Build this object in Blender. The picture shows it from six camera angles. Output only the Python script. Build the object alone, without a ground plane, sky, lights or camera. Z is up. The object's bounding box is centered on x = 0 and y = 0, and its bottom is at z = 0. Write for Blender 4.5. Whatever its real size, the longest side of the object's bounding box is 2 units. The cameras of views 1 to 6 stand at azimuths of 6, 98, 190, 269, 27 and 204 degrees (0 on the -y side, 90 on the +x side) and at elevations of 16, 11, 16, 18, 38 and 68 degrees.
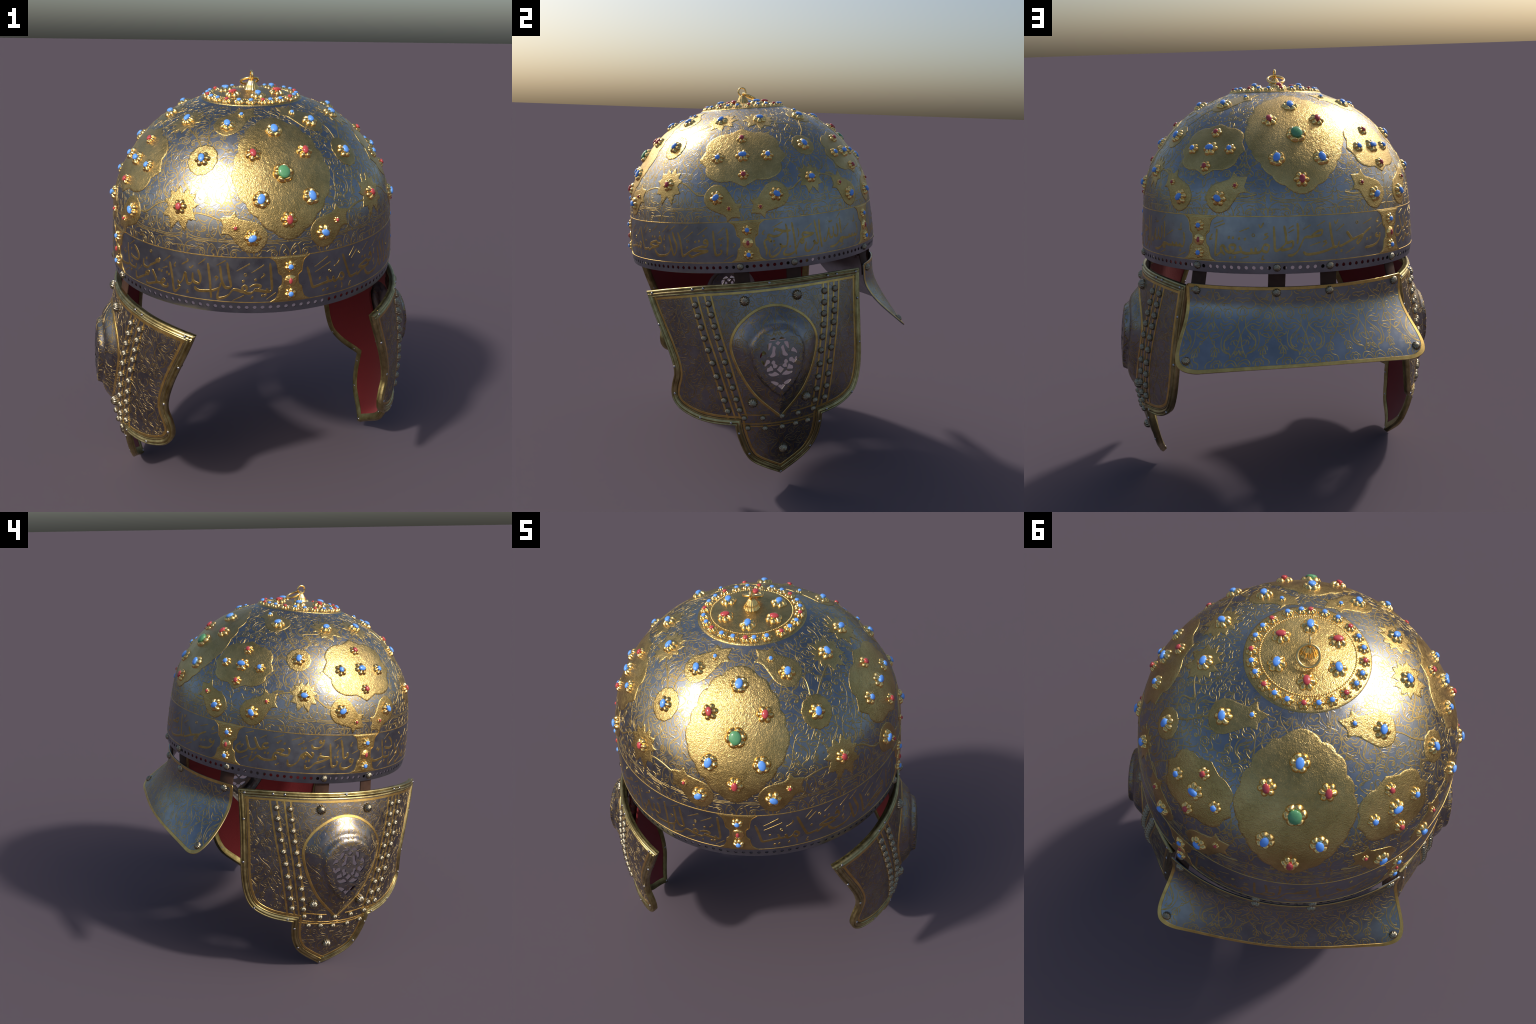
# Ottoman ceremonial helmet: gilt iron bowl with jewelled flowers, inscription
# band, two cheek pieces, a neck guard, leather straps and a ring finial.
import bpy, math, random
import numpy as np
from mathutils import Matrix, Vector
from mathutils.geometry import delaunay_2d_cdt

random.seed(7)
rng = np.random.default_rng(7)
for o in list(bpy.data.objects):
    bpy.data.objects.remove(o, do_unlink=True)

# ---------------------------------------------------------------- frame
# The helmet is modelled upright (x = wearer's side, -y = brow, z = up, rim at
# z = 0) and set down leaning a little forward and turned to one side.
UP = np.array([0.0, -0.1037, 1.0]); UP /= np.linalg.norm(UP)
EX = np.array([1.0, 0.0, 0.0])
EY = np.cross(UP, EX)
TURN = math.radians(20.2)
FRONT = math.sin(TURN) * EX - math.cos(TURN) * EY
SIDE = np.cross(UP, FRONT)
ORIGIN = np.array([-0.0155, -0.0743, 1.1])
W3 = np.stack([SIDE, -FRONT, UP], 1)


def world(P):
    return np.asarray(P, float) @ W3.T + ORIGIN


# ---------------------------------------------------------------- materials
def nt(name):
    m = bpy.data.materials.new(name)
    m.use_nodes = True
    return m, m.node_tree, m.node_tree.nodes["Principled BSDF"]


def add(t, kind, **kw):
    n = t.nodes.new(kind)
    for k, v in kw.items():
        if k in n.inputs:
            n.inputs[k].default_value = v
        else:
            setattr(n, k, v)
    return n


def metal(name, col_a, col_b, rough_a, rough_b, patch=6.0, grain=0.0, grain_scale=200.0,
          grain_dist=0.002, kind="noise", metallic=1.0, detail=6.0, hammered=0.0):
    m, t, b = nt(name)
    tc = add(t, "ShaderNodeTexCoord")
    n = add(t, "ShaderNodeTexNoise", Scale=patch, Detail=detail, Roughness=0.65)
    t.links.new(tc.outputs["Object"], n.inputs["Vector"])
    r = add(t, "ShaderNodeValToRGB")
    r.color_ramp.elements[0].position = 0.36
    r.color_ramp.elements[1].position = 0.66
    r.color_ramp.elements[0].color = (*col_a, 1)
    r.color_ramp.elements[1].color = (*col_b, 1)
    t.links.new(n.outputs["Fac"], r.inputs["Fac"])
    t.links.new(r.outputs["Color"], b.inputs["Base Color"])
    mr = add(t, "ShaderNodeMapRange")
    mr.inputs["From Min"].default_value = 0.3
    mr.inputs["From Max"].default_value = 0.7
    mr.inputs["To Min"].default_value = rough_a
    mr.inputs["To Max"].default_value = rough_b
    n2 = add(t, "ShaderNodeTexNoise", Scale=patch * 5, Detail=4.0)
    t.links.new(tc.outputs["Object"], n2.inputs["Vector"])
    t.links.new(n2.outputs["Fac"], mr.inputs["Value"])
    t.links.new(mr.outputs["Result"], b.inputs["Roughness"])
    b.inputs["Metallic"].default_value = metallic
    if grain or hammered:
        last = None
        if grain:
            g = add(t, "ShaderNodeTexNoise", Scale=grain_scale, Detail=3.0)
            t.links.new(tc.outputs["Object"], g.inputs["Vector"])
            bp = add(t, "ShaderNodeBump", Strength=grain, Distance=grain_dist)
            t.links.new(g.outputs["Fac"], bp.inputs["Height"])
            last = bp
        if hammered:
            v = add(t, "ShaderNodeTexVoronoi", Scale=200.0, feature="SMOOTH_F1")
            v.inputs["Smoothness"].default_value = 0.4
            wn = add(t, "ShaderNodeTexNoise", Scale=60.0, Detail=2.0)
            mx = add(t, "ShaderNodeMixRGB", Fac=0.03)
            t.links.new(tc.outputs["Object"], wn.inputs["Vector"])
            t.links.new(tc.outputs["Object"], mx.inputs["Color1"])
            t.links.new(wn.outputs["Color"], mx.inputs["Color2"])
            t.links.new(mx.outputs["Color"], v.inputs["Vector"])
            bp = add(t, "ShaderNodeBump", Strength=hammered, Distance=0.0022)
            t.links.new(v.outputs["Distance"], bp.inputs["Height"])
            if last:
                t.links.new(last.outputs["Normal"], bp.inputs["Normal"])
            last = bp
        t.links.new(last.outputs["Normal"], b.inputs["Normal"])
    return m


STEEL = metal("blued_steel", (0.22, 0.235, 0.252), (0.315, 0.332, 0.355), 0.26, 0.39, patch=5.0, grain=0.13, grain_scale=240)
PLATE = metal("browned_steel", (0.19, 0.178, 0.178), (0.29, 0.275, 0.275), 0.26, 0.40, patch=7.0, grain=0.13, grain_scale=240)
STEEL_IN = metal("dark_iron", (0.10, 0.085, 0.085), (0.17, 0.14, 0.13), 0.4, 0.6, patch=8.0)
HAMMERED = metal("hammered_gold", (0.44, 0.305, 0.105), (0.64, 0.455, 0.175), 0.30, 0.42, patch=7.0, hammered=0.45)
GOLD = metal("polished_gold", (0.86, 0.55, 0.17), (1.0, 0.70, 0.27), 0.16, 0.26, patch=14.0)
INLAY = metal("inlaid_gold", (0.55, 0.355, 0.105), (0.78, 0.53, 0.17), 0.32, 0.44, patch=20.0, grain=0.12, grain_scale=400)
SCRIPT = metal("inscription_gold", (0.37, 0.25, 0.08), (0.54, 0.375, 0.13), 0.34, 0.46, patch=20.0, grain=0.10, grain_scale=400)
CHASED = metal("dull_inlaid_gold", (0.27, 0.19, 0.08), (0.42, 0.31, 0.135), 0.36, 0.50, patch=26.0)
SCROLLM = metal("worn_inlaid_gold", (0.38, 0.27, 0.10), (0.56, 0.41, 0.16), 0.36, 0.50, patch=26.0)
BRASS = metal("aged_brass", (0.27, 0.21, 0.085), (0.52, 0.43, 0.20), 0.28, 0.44, patch=18.0, grain=0.15, grain_scale=140)
TRIM = metal("dull_brass", (0.22, 0.18, 0.065), (0.42, 0.35, 0.15), 0.34, 0.55, patch=16.0, grain=0.12, grain_scale=120)
STUDM = metal("stud_bronze", (0.23, 0.195, 0.13), (0.41, 0.355, 0.25), 0.18, 0.30, patch=25.0)
RIVETM = metal("steel_rivet", (0.34, 0.33, 0.34), (0.50, 0.49, 0.50), 0.22, 0.32, patch=25.0)


def etch(mat, scale, lines, width, gold, amount, above=None):
    """fine damascening under the drawn scrolls: wandering gold hair lines"""
    t = mat.node_tree
    b = t.nodes["Principled BSDF"]
    tc = add(t, "ShaderNodeTexCoord")
    n = add(t, "ShaderNodeTexNoise", Scale=scale, Detail=0.6, Distortion=0.9)
    t.links.new(tc.outputs["Object"], n.inputs["Vector"])
    mul = add(t, "ShaderNodeMath", operation="MULTIPLY")
    mul.inputs[1].default_value = lines
    t.links.new(n.outputs["Fac"], mul.inputs[0])
    fr = add(t, "ShaderNodeMath", operation="PINGPONG")
    fr.inputs[1].default_value = 0.5
    t.links.new(mul.outputs[0], fr.inputs[0])
    mr = add(t, "ShaderNodeMapRange")
    mr.interpolation_type = "SMOOTHSTEP"
    mr.inputs["From Min"].default_value = width * 1.5
    mr.inputs["From Max"].default_value = width * 0.6
    t.links.new(fr.outputs[0], mr.inputs["Value"])
    fac = mr.outputs["Result"]
    # the lines come and go
    pn = add(t, "ShaderNodeTexNoise", Scale=scale * 0.9, Detail=1.0)
    t.links.new(tc.outputs["Object"], pn.inputs["Vector"])
    pr = add(t, "ShaderNodeMapRange")
    pr.inputs["From Min"].default_value = 0.38
    pr.inputs["From Max"].default_value = 0.52
    t.links.new(pn.outputs["Fac"], pr.inputs["Value"])
    mm = add(t, "ShaderNodeMath", operation="MULTIPLY")
    t.links.new(fac, mm.inputs[0])
    t.links.new(pr.outputs["Result"], mm.inputs[1])
    fac = mm.outputs[0]
    if above is not None:
        # only the bowl over the inscription band is damascened
        dot = add(t, "ShaderNodeVectorMath", operation="DOT_PRODUCT")
        dot.inputs[1].default_value = tuple(UP)
        t.links.new(tc.outputs["Object"], dot.inputs[0])
        gt = add(t, "ShaderNodeMath", operation="GREATER_THAN")
        gt.inputs[1].default_value = above + float(ORIGIN @ UP)
        t.links.new(dot.outputs["Value"], gt.inputs[0])
        m2 = add(t, "ShaderNodeMath", operation="MULTIPLY")
        t.links.new(fac, m2.inputs[0])
        t.links.new(gt.outputs[0], m2.inputs[1])
        fac = m2.outputs[0]
    old = b.inputs["Base Color"].links[0].from_socket
    am = add(t, "ShaderNodeMath", operation="MULTIPLY")
    am.inputs[1].default_value = amount
    t.links.new(fac, am.inputs[0])
    mx = add(t, "ShaderNodeMixRGB")
    mx.inputs["Color2"].default_value = (*gold, 1)
    t.links.new(am.outputs[0], mx.inputs["Fac"])
    t.links.new(old, mx.inputs["Color1"])
    t.links.new(mx.outputs["Color"], b.inputs["Base Color"])
    bp = add(t, "ShaderNodeBump", Strength=0.32, Distance=0.0014)
    t.links.new(fac, bp.inputs["Height"])
    if b.inputs["Normal"].links:
        t.links.new(b.inputs["Normal"].links[0].from_socket, bp.inputs["Normal"])
    t.links.new(bp.outputs["Normal"], b.inputs["Normal"])


BOWLM = metal("engraved_steel", (0.22, 0.235, 0.252), (0.315, 0.332, 0.355), 0.26, 0.39, patch=5.0, grain=0.13, grain_scale=240)
etch(BOWLM, 17.0, 6.0, 0.075, (0.42, 0.30, 0.115), 0.75, above=0.247)
etch(PLATE, 24.0, 5.0, 0.08, (0.38, 0.26, 0.10), 0.55)


def stone(name, col_a, col_b, scale, rough=0.16, lo=0.4, hi=0.65):
    m, t, b = nt(name)
    tc = add(t, "ShaderNodeTexCoord")
    n = add(t, "ShaderNodeTexNoise", Scale=scale, Detail=3.0)
    t.links.new(tc.outputs["Object"], n.inputs["Vector"])
    r = add(t, "ShaderNodeValToRGB")
    r.color_ramp.elements[0].position = lo
    r.color_ramp.elements[1].position = hi
    r.color_ramp.elements[0].color = (*col_a, 1)
    r.color_ramp.elements[1].color = (*col_b, 1)
    t.links.new(n.outputs["Fac"], r.inputs["Fac"])
    t.links.new(r.outputs["Color"], b.inputs["Base Color"])
    b.inputs["Roughness"].default_value = rough
    return m


TURQ = stone("turquoise", (0.11, 0.32, 0.86), (0.15, 0.38, 0.94), 30)
CORAL = stone("red_coral", (0.44, 0.052, 0.058), (0.53, 0.075, 0.08), 30)
EMER = stone("green_emerald", (0.055, 0.23, 0.095), (0.17, 0.42, 0.21), 34, 0.12)

LINING, t, b = nt("red_lining")
tc = add(t, "ShaderNodeTexCoord")
wv = add(t, "ShaderNodeTexNoise", Scale=220.0, Detail=2.0)
t.links.new(tc.outputs["Object"], wv.inputs["Vector"])
r = add(t, "ShaderNodeValToRGB")
r.color_ramp.elements[0].color = (0.18, 0.008, 0.011, 1)
r.color_ramp.elements[1].color = (0.28, 0.016, 0.020, 1)
t.links.new(wv.outputs["Fac"], r.inputs["Fac"])
t.links.new(r.outputs["Color"], b.inputs["Base Color"])
bp = add(t, "ShaderNodeBump", Strength=0.4, Distance=0.002)
t.links.new(wv.outputs["Fac"], bp.inputs["Height"])
t.links.new(bp.outputs["Normal"], b.inputs["Normal"])
b.inputs["Roughness"].default_value = 0.85
b.inputs["Sheen Weight"].default_value = 0.15

LEATHER, t, b = nt("brown_leather")
tc = add(t, "ShaderNodeTexCoord")
ln = add(t, "ShaderNodeTexNoise", Scale=40.0, Detail=6.0)
t.links.new(tc.outputs["Object"], ln.inputs["Vector"])
r = add(t, "ShaderNodeValToRGB")
r.color_ramp.elements[0].color = (0.036, 0.018, 0.012, 1)
r.color_ramp.elements[1].color = (0.072, 0.037, 0.024, 1)
t.links.new(ln.outputs["Fac"], r.inputs["Fac"])
t.links.new(r.outputs["Color"], b.inputs["Base Color"])
b.inputs["Roughness"].default_value = 0.75
b.inputs["Specular IOR Level"].default_value = 0.18


# ---------------------------------------------------------------- geometry kit
class Geo:
    def __init__(self):
        self.V, self.F, self.n = [], [], 0

    def verts(self, P):
        P = np.asarray(P, float).reshape(-1, 3)
        i = self.n
        self.V.append(P)
        self.n += len(P)
        return i

    def faces(self, F):
        F = np.asarray(F, int)
        if len(F):
            self.F.append(F)

    def grid(self, P, close_u=False, close_v=False, flip=False):
        """P: (nu, nv, 3)"""
        nu, nv = P.shape[:2]
        b = self.verts(P)
        iu = np.arange(nu if close_u else nu - 1)
        iv = np.arange(nv if close_v else nv - 1)
        a, c = np.meshgrid(iu, iv, indexing="ij")
        a2, c2 = (a + 1) % nu, (c + 1) % nv
        q = np.stack([a * nv + c, a2 * nv + c, a2 * nv + c2, a * nv + c2], -1).reshape(-1, 4) + b
        self.faces(q[:, ::-1] if flip else q)
        return b

    def mesh(self, name, mat, sharp=38, local=False):
        V = np.concatenate(self.V)
        if not local:
            V = world(V)
        loops = np.concatenate([f.ravel() for f in self.F])
        tot = np.concatenate([np.full(len(f), f.shape[1]) for f in self.F])
        start = np.concatenate([[0], np.cumsum(tot)[:-1]])
        me = bpy.data.meshes.new(name)
        me.vertices.add(len(V))
        me.vertices.foreach_set("co", V.ravel().astype(np.float32))
        me.loops.add(len(loops))
        me.loops.foreach_set("vertex_index", loops.astype(np.int32))
        me.polygons.add(len(tot))
        me.polygons.foreach_set("loop_start", start.astype(np.int32))
        me.polygons.foreach_set("use_smooth", np.ones(len(tot), bool))
        me.update(calc_edges=True)
        me.validate()
        me.materials.append(mat)
        if sharp:
            me.set_sharp_from_angle(angle=math.radians(sharp))
        return me


ROOT = bpy.data.objects.new("ceremonial_helmet", None)
bpy.context.scene.collection.objects.link(ROOT)
ROOT["label"] = "gilt steel ceremonial helmet with turquoise and coral flowers"
ROOT["category"] = "helmet"


def put(name, me, parent=None, stuff=False):
    o = bpy.data.objects.new(name, me)
    bpy.context.scene.collection.objects.link(o)
    o.parent = parent or ROOT
    if stuff:
        o["kind"] = "stuff"
    return o


def inst(name, me, parent, pos, n, up, spin=0.0, scale=(1, 1, 1)):
    """put a shared mesh at a local point, its z along n, its y near `up`"""
    n = np.asarray(n, float); n = n / np.linalg.norm(n)
    u = np.asarray(up, float); u = u - n * (u @ n); u /= np.linalg.norm(u)
    s = np.cross(u, n)
    c, d = math.cos(spin), math.sin(spin)
    x, y = c * s + d * u, -d * s + c * u
    M = np.stack([W3 @ x * scale[0], W3 @ y * scale[1], W3 @ n * scale[2]], 1)
    o = bpy.data.objects.new(name, me)
    bpy.context.scene.collection.objects.link(o)
    o.parent = parent
    m = Matrix.Identity(4)
    p = world(pos)
    for i in range(3):
        for j in range(3):
            m[i][j] = M[i][j]
        m[i][3] = p[i]
    o.matrix_world = m
    return o


def catmull(P, step=0.006, closed=False):
    P = np.asarray(P, float)
    if len(P) < 3 and not closed:
        k = max(2, int(np.linalg.norm(P[1] - P[0]) / step) + 1)
        f = np.linspace(0, 1, k)[:, None]
        return P[0] * (1 - f) + P[1] * f
    if closed:
        Q = np.vstack([P[-1], P, P[0], P[1]])
    else:
        Q = np.vstack([2 * P[0] - P[1], P, 2 * P[-1] - P[-2]])
    out = []
    for i in range(1, len(Q) - 2):
        a, b_, c, d = Q[i - 1:i + 3]
        k = max(1, int(math.ceil(np.linalg.norm(c - b_) / step)))
        f = (np.arange(k) / k)[:, None]
        out.append(0.5 * (2 * b_ + (c - a) * f + (2 * a - 5 * b_ + 4 * c - d) * f ** 2 + (3 * b_ - a - 3 * c + d) * f ** 3))
    if not closed:
        out.append(P[-1:])
    return np.concatenate(out)


def outline(pts, step=0.006):
    """closed outline; a point with a third entry is a corner"""
    n = len(pts)
    cor = [i for i, p in enumerate(pts) if len(p) > 2]
    if not cor:
        return catmull([p[:2] for p in pts], step, closed=True)
    out = []
    for k, i in enumerate(cor):
        j = cor[(k + 1) % len(cor)]
        idx = [i]
        while idx[-1] != j or len(idx) == 1:
            idx.append((idx[-1] + 1) % n)
            if idx[-1] == j:
                break
        out.append(catmull([pts[q][:2] for q in idx], step)[:-1])
    return np.concatenate(out)


def mirror(half):
    """half outline from the top axis point to the bottom axis point (s >= 0)"""
    return list(half) + [(-p[0],) + tuple(p[1:]) for p in reversed(half[1:-1])]


def scallop(cusps, bulge, step=0.006):
    """lobes swelling out between the cusps of a closed ring"""
    out = []
    n = len(cusps)
    for i in range(n):
        a, c = np.array(cusps[i]), np.array(cusps[(i + 1) % n])
        d = c - a
        L = np.linalg.norm(d)
        nn = np.array([-d[1], d[0]]) / L
        if nn @ (a + c) < 0:
            nn = -nn
        k = max(4, int(L / step))
        f = np.arange(k) / k
        out.append(a + f[:, None] * d + (np.sin(np.pi * f) ** 0.8 * bulge[i] * L)[:, None] * nn)
    return np.concatenate(out)


def ccw(P):
    x, y = P[:, 0], P[:, 1]
    return P if np.sum(x * np.roll(y, -1) - y * np.roll(x, -1)) > 0 else P[::-1]


def inset(P, d):
    """move a counter-clockwise outline inwards by d"""
    a, c = np.roll(P, 1, 0), np.roll(P, -1, 0)
    e1, e2 = P - a, c - P
    e1 /= np.linalg.norm(e1, axis=1)[:, None] + 1e-9
    e2 /= np.linalg.norm(e2, axis=1)[:, None] + 1e-9
    n1 = np.stack([-e1[:, 1], e1[:, 0]], 1)
    n2 = np.stack([-e2[:, 1], e2[:, 0]], 1)
    m = n1 + n2
    k = 2.0 / np.maximum((m * m).sum(1), 1.1)
    return P + m * k[:, None] * d


def inside(P, poly):
    P = np.asarray(P, float)
    x, y = P[:, 0], P[:, 1]
    r = np.zeros(len(P), bool)
    a = poly
    c = np.roll(poly, -1, 0)
    for (x1, y1), (x2, y2) in zip(a, c):
        if y1 == y2:
            continue
        r ^= ((y1 > y) != (y2 > y)) & (x < (x2 - x1) * (y - y1) / (y2 - y1) + x1)
    return r


def triangulate(out, holes, grid):
    """constrained Delaunay fill of an outline with holes -> points, triangles"""
    loops = [out] + list(holes)
    lo, hi = out.min(0), out.max(0)
    gx = np.arange(lo[0], hi[0], grid)
    gy = np.arange(lo[1], hi[1], grid * 0.866)
    X, Y = np.meshgrid(gx, gy)
    X = X + (np.arange(len(gy)) % 2)[:, None] * grid * 0.5
    G = np.stack([X.ravel(), Y.ravel()], 1)
    G = G + rng.normal(0, grid * 0.02, G.shape)
    G = G[inside(G, out)]
    for h in holes:
        G = G[~inside(G, h)]
    B = np.concatenate(loops)
    keep = np.ones(len(G), bool)
    for k in range(0, len(G), 2000):
        d = ((G[k:k + 2000, None] - B[None]) ** 2).sum(2).min(1)
        keep[k:k + 2000] = d > (grid * 0.45) ** 2
    G = G[keep]
    edges, base = [], 0
    for L in loops:
        n = len(L)
        edges += [(base + i, base + (i + 1) % n) for i in range(n)]
        base += n
    allp = np.vstack([B, G])
    v, e, f, ov, oe, of = delaunay_2d_cdt([Vector(p) for p in allp], edges, [], 0, 1e-7)
    V = np.array([(p.x, p.y) for p in v])
    T = np.array([t_ for t_ in f if len(t_) == 3], int)
    mid = V[T].mean(1)
    ok = inside(mid, out)
    for h in holes:
        ok &= ~inside(mid, h)
    T = T[ok]
    back = {}
    for new, olds in enumerate(ov):
        for q in olds:
            back.setdefault(q, new)
    ids, base = [], 0
    for L in loops:
        ids.append(np.array([back[base + i] for i in range(len(L))]))
        base += len(L)
    a = V[T]
    cr = (a[:, 1, 0] - a[:, 0, 0]) * (a[:, 2, 1] - a[:, 0, 1]) - (a[:, 1, 1] - a[:, 0, 1]) * (a[:, 2, 0] - a[:, 0, 0])
    T[cr < 0] = T[cr < 0][:, ::-1]
    return V, T, ids


def plate(g, fmap, out, top, bottom, holes=(), grid=0.009, chamfer=0.0012, back=True, flip=False):
    """a sheet with rounded-over edges lying on the surface fmap(P2, offset)"""
    out = ccw(np.asarray(out, float))
    holes = [ccw(np.asarray(h, float)) for h in holes]
    V, T, ids = triangulate(inset(out, chamfer), holes, grid)
    t0 = g.verts(fmap(V, np.full(len(V), top)))
    tri = T + t0
    fl = (lambda q: q[:, ::-1]) if flip else (lambda q: q)
    g.faces(fl(tri))
    n = len(out)
    i, j = np.arange(n), (np.arange(n) + 1) % n
    r1 = g.verts(fmap(out, np.full(n, top - chamfer)))
    r2 = g.verts(fmap(out, np.full(n, bottom + (chamfer if back else 0))))
    e = ids[0] + t0
    g.faces(fl(np.stack([e[i], r1 + i, r1 + j, e[j]], 1)))
    g.faces(fl(np.stack([r1 + i, r2 + i, r2 + j, r1 + j], 1)))
    if back:
        b0 = g.verts(fmap(V, np.full(len(V), bottom)))
        g.faces(fl((T + b0)[:, ::-1]))
        e2 = ids[0] + b0
        g.faces(fl(np.stack([r2 + i, e2[i], e2[j], r2 + j], 1)))
        for q in ids[1:]:
            m = len(q)
            a, c = np.arange(m), (np.arange(m) + 1) % m
            g.faces(fl(np.stack([q[a] + t0, q[c] + t0, q[c] + b0, q[a] + b0], 1)))


def ribbon(g, fmap, P, half, high, base=-0.0002, closed=False, flip=False, shoulder=0.55):
    """a low raised line of half-width `half` following P on a surface"""
    P = np.asarray(P, float)
    if len(P) < 2:
        return
    if closed:
        d = np.roll(P, -1, 0) - np.roll(P, 1, 0)
    else:
        d = np.gradient(P, axis=0)
    d /= np.linalg.norm(d, axis=1)[:, None] + 1e-9
    nn = np.stack([-d[:, 1], d[:, 0]], 1)
    half = np.broadcast_to(half, (len(P),))
    cols = []
    for k, o in ((-1, base), (-shoulder, high), (shoulder, high), (1, base)):
        cols.append(fmap(P + nn * (half * k)[:, None], np.full(len(P), o)))
    G = np.stack(cols, 1)
    g.grid(G, close_u=closed, flip=flip)
    if not closed:
        b = g.verts(np.concatenate([G[0], G[-1]]))
        q = np.array([[b, b + 3, b + 2, b + 1], [b + 4, b + 5, b + 6, b + 7]])
        g.faces(q if not flip else q[:, ::-1])


def revolve(profile, seg=64, flute=None):
    pr = np.asarray(profile, float)
    a = np.linspace(0, 2 * np.pi, seg, endpoint=False)
    R = pr[:, 0][:, None] * np.ones(seg)[None]
    if flute is not None:
        R = R * flute(a)[None]
    return np.stack([R * np.cos(a), R * np.sin(a), pr[:, 1][:, None] * np.ones(seg)], -1)


# ---------------------------------------------------------------- the bowl
KH = np.array([-0.1, 0, 0.1, 0.2, 0.3, 0.4, 0.5, 0.55, 0.6, 0.65, 0.7, 0.74, 0.78, 0.81, 0.83])
KR = np.array([0.690, 0.6855, 0.6825, 0.6755, 0.6655, 0.6440, 0.5965, 0.5625, 0.5235, 0.4750, 0.4110, 0.3360, 0.2390, 0.145, 0.0])


def spline(xk, yk):
    n, h = len(xk), np.diff(xk)
    A, q = np.eye(n), np.zeros(n)
    for i in range(1, n - 1):
        A[i, i - 1], A[i, i], A[i, i + 1] = h[i - 1], 2 * (h[i - 1] + h[i]), h[i]
        q[i] = 6 * ((yk[i + 1] - yk[i]) / h[i] - (yk[i] - yk[i - 1]) / h[i - 1])
    M = np.linalg.solve(A, q)

    def f(x):
        x = np.clip(x, xk[0], xk[-1])
        i = np.clip(np.searchsorted(xk, x) - 1, 0, n - 2)
        a, c = (xk[i + 1] - x) / h[i], (x - xk[i]) / h[i]
        return a * yk[i] + c * yk[i + 1] + ((a ** 3 - a) * M[i] + (c ** 3 - c) * M[i + 1]) * h[i] ** 2 / 6
    return f


_f = spline(KH[:13], KR[:13])
_h = np.concatenate([np.linspace(-0.02, 0.78, 900), np.linspace(0.7805, 0.83, 120)])
_r = np.where(_h <= 0.78, _f(_h), 0.239 * np.sqrt(np.clip((0.83 - _h) / 0.05, 0, 1)))
_t = np.concatenate([[0], np.cumsum(np.hypot(np.diff(_h), np.diff(_r)))])
_t -= np.interp(0, _h, _t)
_k = 9
_tr, _th = np.gradient(_r, _t), np.gradient(_h, _t)
_w = np.ones(_k) / _k
_tr[_k:-_k], _th[_k:-_k] = np.convolve(_tr, _w, "same")[_k:-_k], np.convolve(_th, _w, "same")[_k:-_k]


def T_of(h):
    return float(np.interp(h, _h, _t))


def R_of(t):
    return np.interp(t, _t, _r)


def bowl(a, t, off):
    """angle from the brow, arc length up from the rim, height above the skin"""
    r, h = np.interp(t, _t, _r), np.interp(t, _t, _h)
    nr, nh = np.interp(t, _t, _th), -np.interp(t, _t, _tr)
    L = np.hypot(nr, nh)
    r, h = r + off * nr / L, h + off * nh / L
    return np.stack([r * np.sin(a), -r * np.cos(a), h], -1)


def bowl_frame(adeg, h):
    a, t = math.radians(adeg), T_of(h)
    p = bowl(np.array([a]), np.array([t]), np.array([0.0]))[0]
    n = bowl(np.array([a]), np.array([t]), np.array([1.0]))[0] - p
    up = bowl(np.array([a]), np.array([t + 1e-3]), np.array([0.0]))[0] - p
    return p, n / np.linalg.norm(n), up / np.linalg.norm(up)


def around(a0deg, t0):
    a0 = math.radians(a0deg)

    def f(P, off):
        P = np.asarray(P, float)
        t = t0 + P[:, 1]
        return bowl(a0 + P[:, 0] / np.maximum(R_of(t), 0.05), t, off)
    return f


seg = 240
ang = np.linspace(0, 2 * np.pi, seg, endpoint=False)
ts = np.concatenate([np.linspace(0.046, T_of(0.77), 90), np.linspace(T_of(0.772), T_of(0.788), 6)])
g = Geo()
A, TT = np.meshgrid(ang, ts, indexing="ij")
outer = bowl(A, TT, np.zeros_like(A))
g.grid(outer, close_u=True)
inner = bowl(A, TT, np.full_like(A, -0.011))
g2 = Geo()
g2.grid(inner, close_u=True, flip=True)
lip = np.stack([outer[:, 0], inner[:, 0]], 1)
g.grid(lip, close_u=True, flip=True)
DOME = put("bowl", g.mesh("bowl", BOWLM))
put("bowl_inside", g2.mesh("bowl_inside", STEEL_IN), DOME)

# pierced rim strip: 128 holes between the rim edge and the inscription band
NH = 128
pitch = 2 * math.pi / NH
RS = 0.68
cw = pitch * RS


def strip_map(P, off):
    a, h = P[:, 0] / RS, P[:, 1]
    r = 0.6775 + (0.6835 - 0.6775) * np.clip(h / 0.047, 0, 1) ** 0.8 + off
    return np.stack([r * np.sin(a), -r * np.cos(a), h * 1.04 - 0.002], -1)


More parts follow.
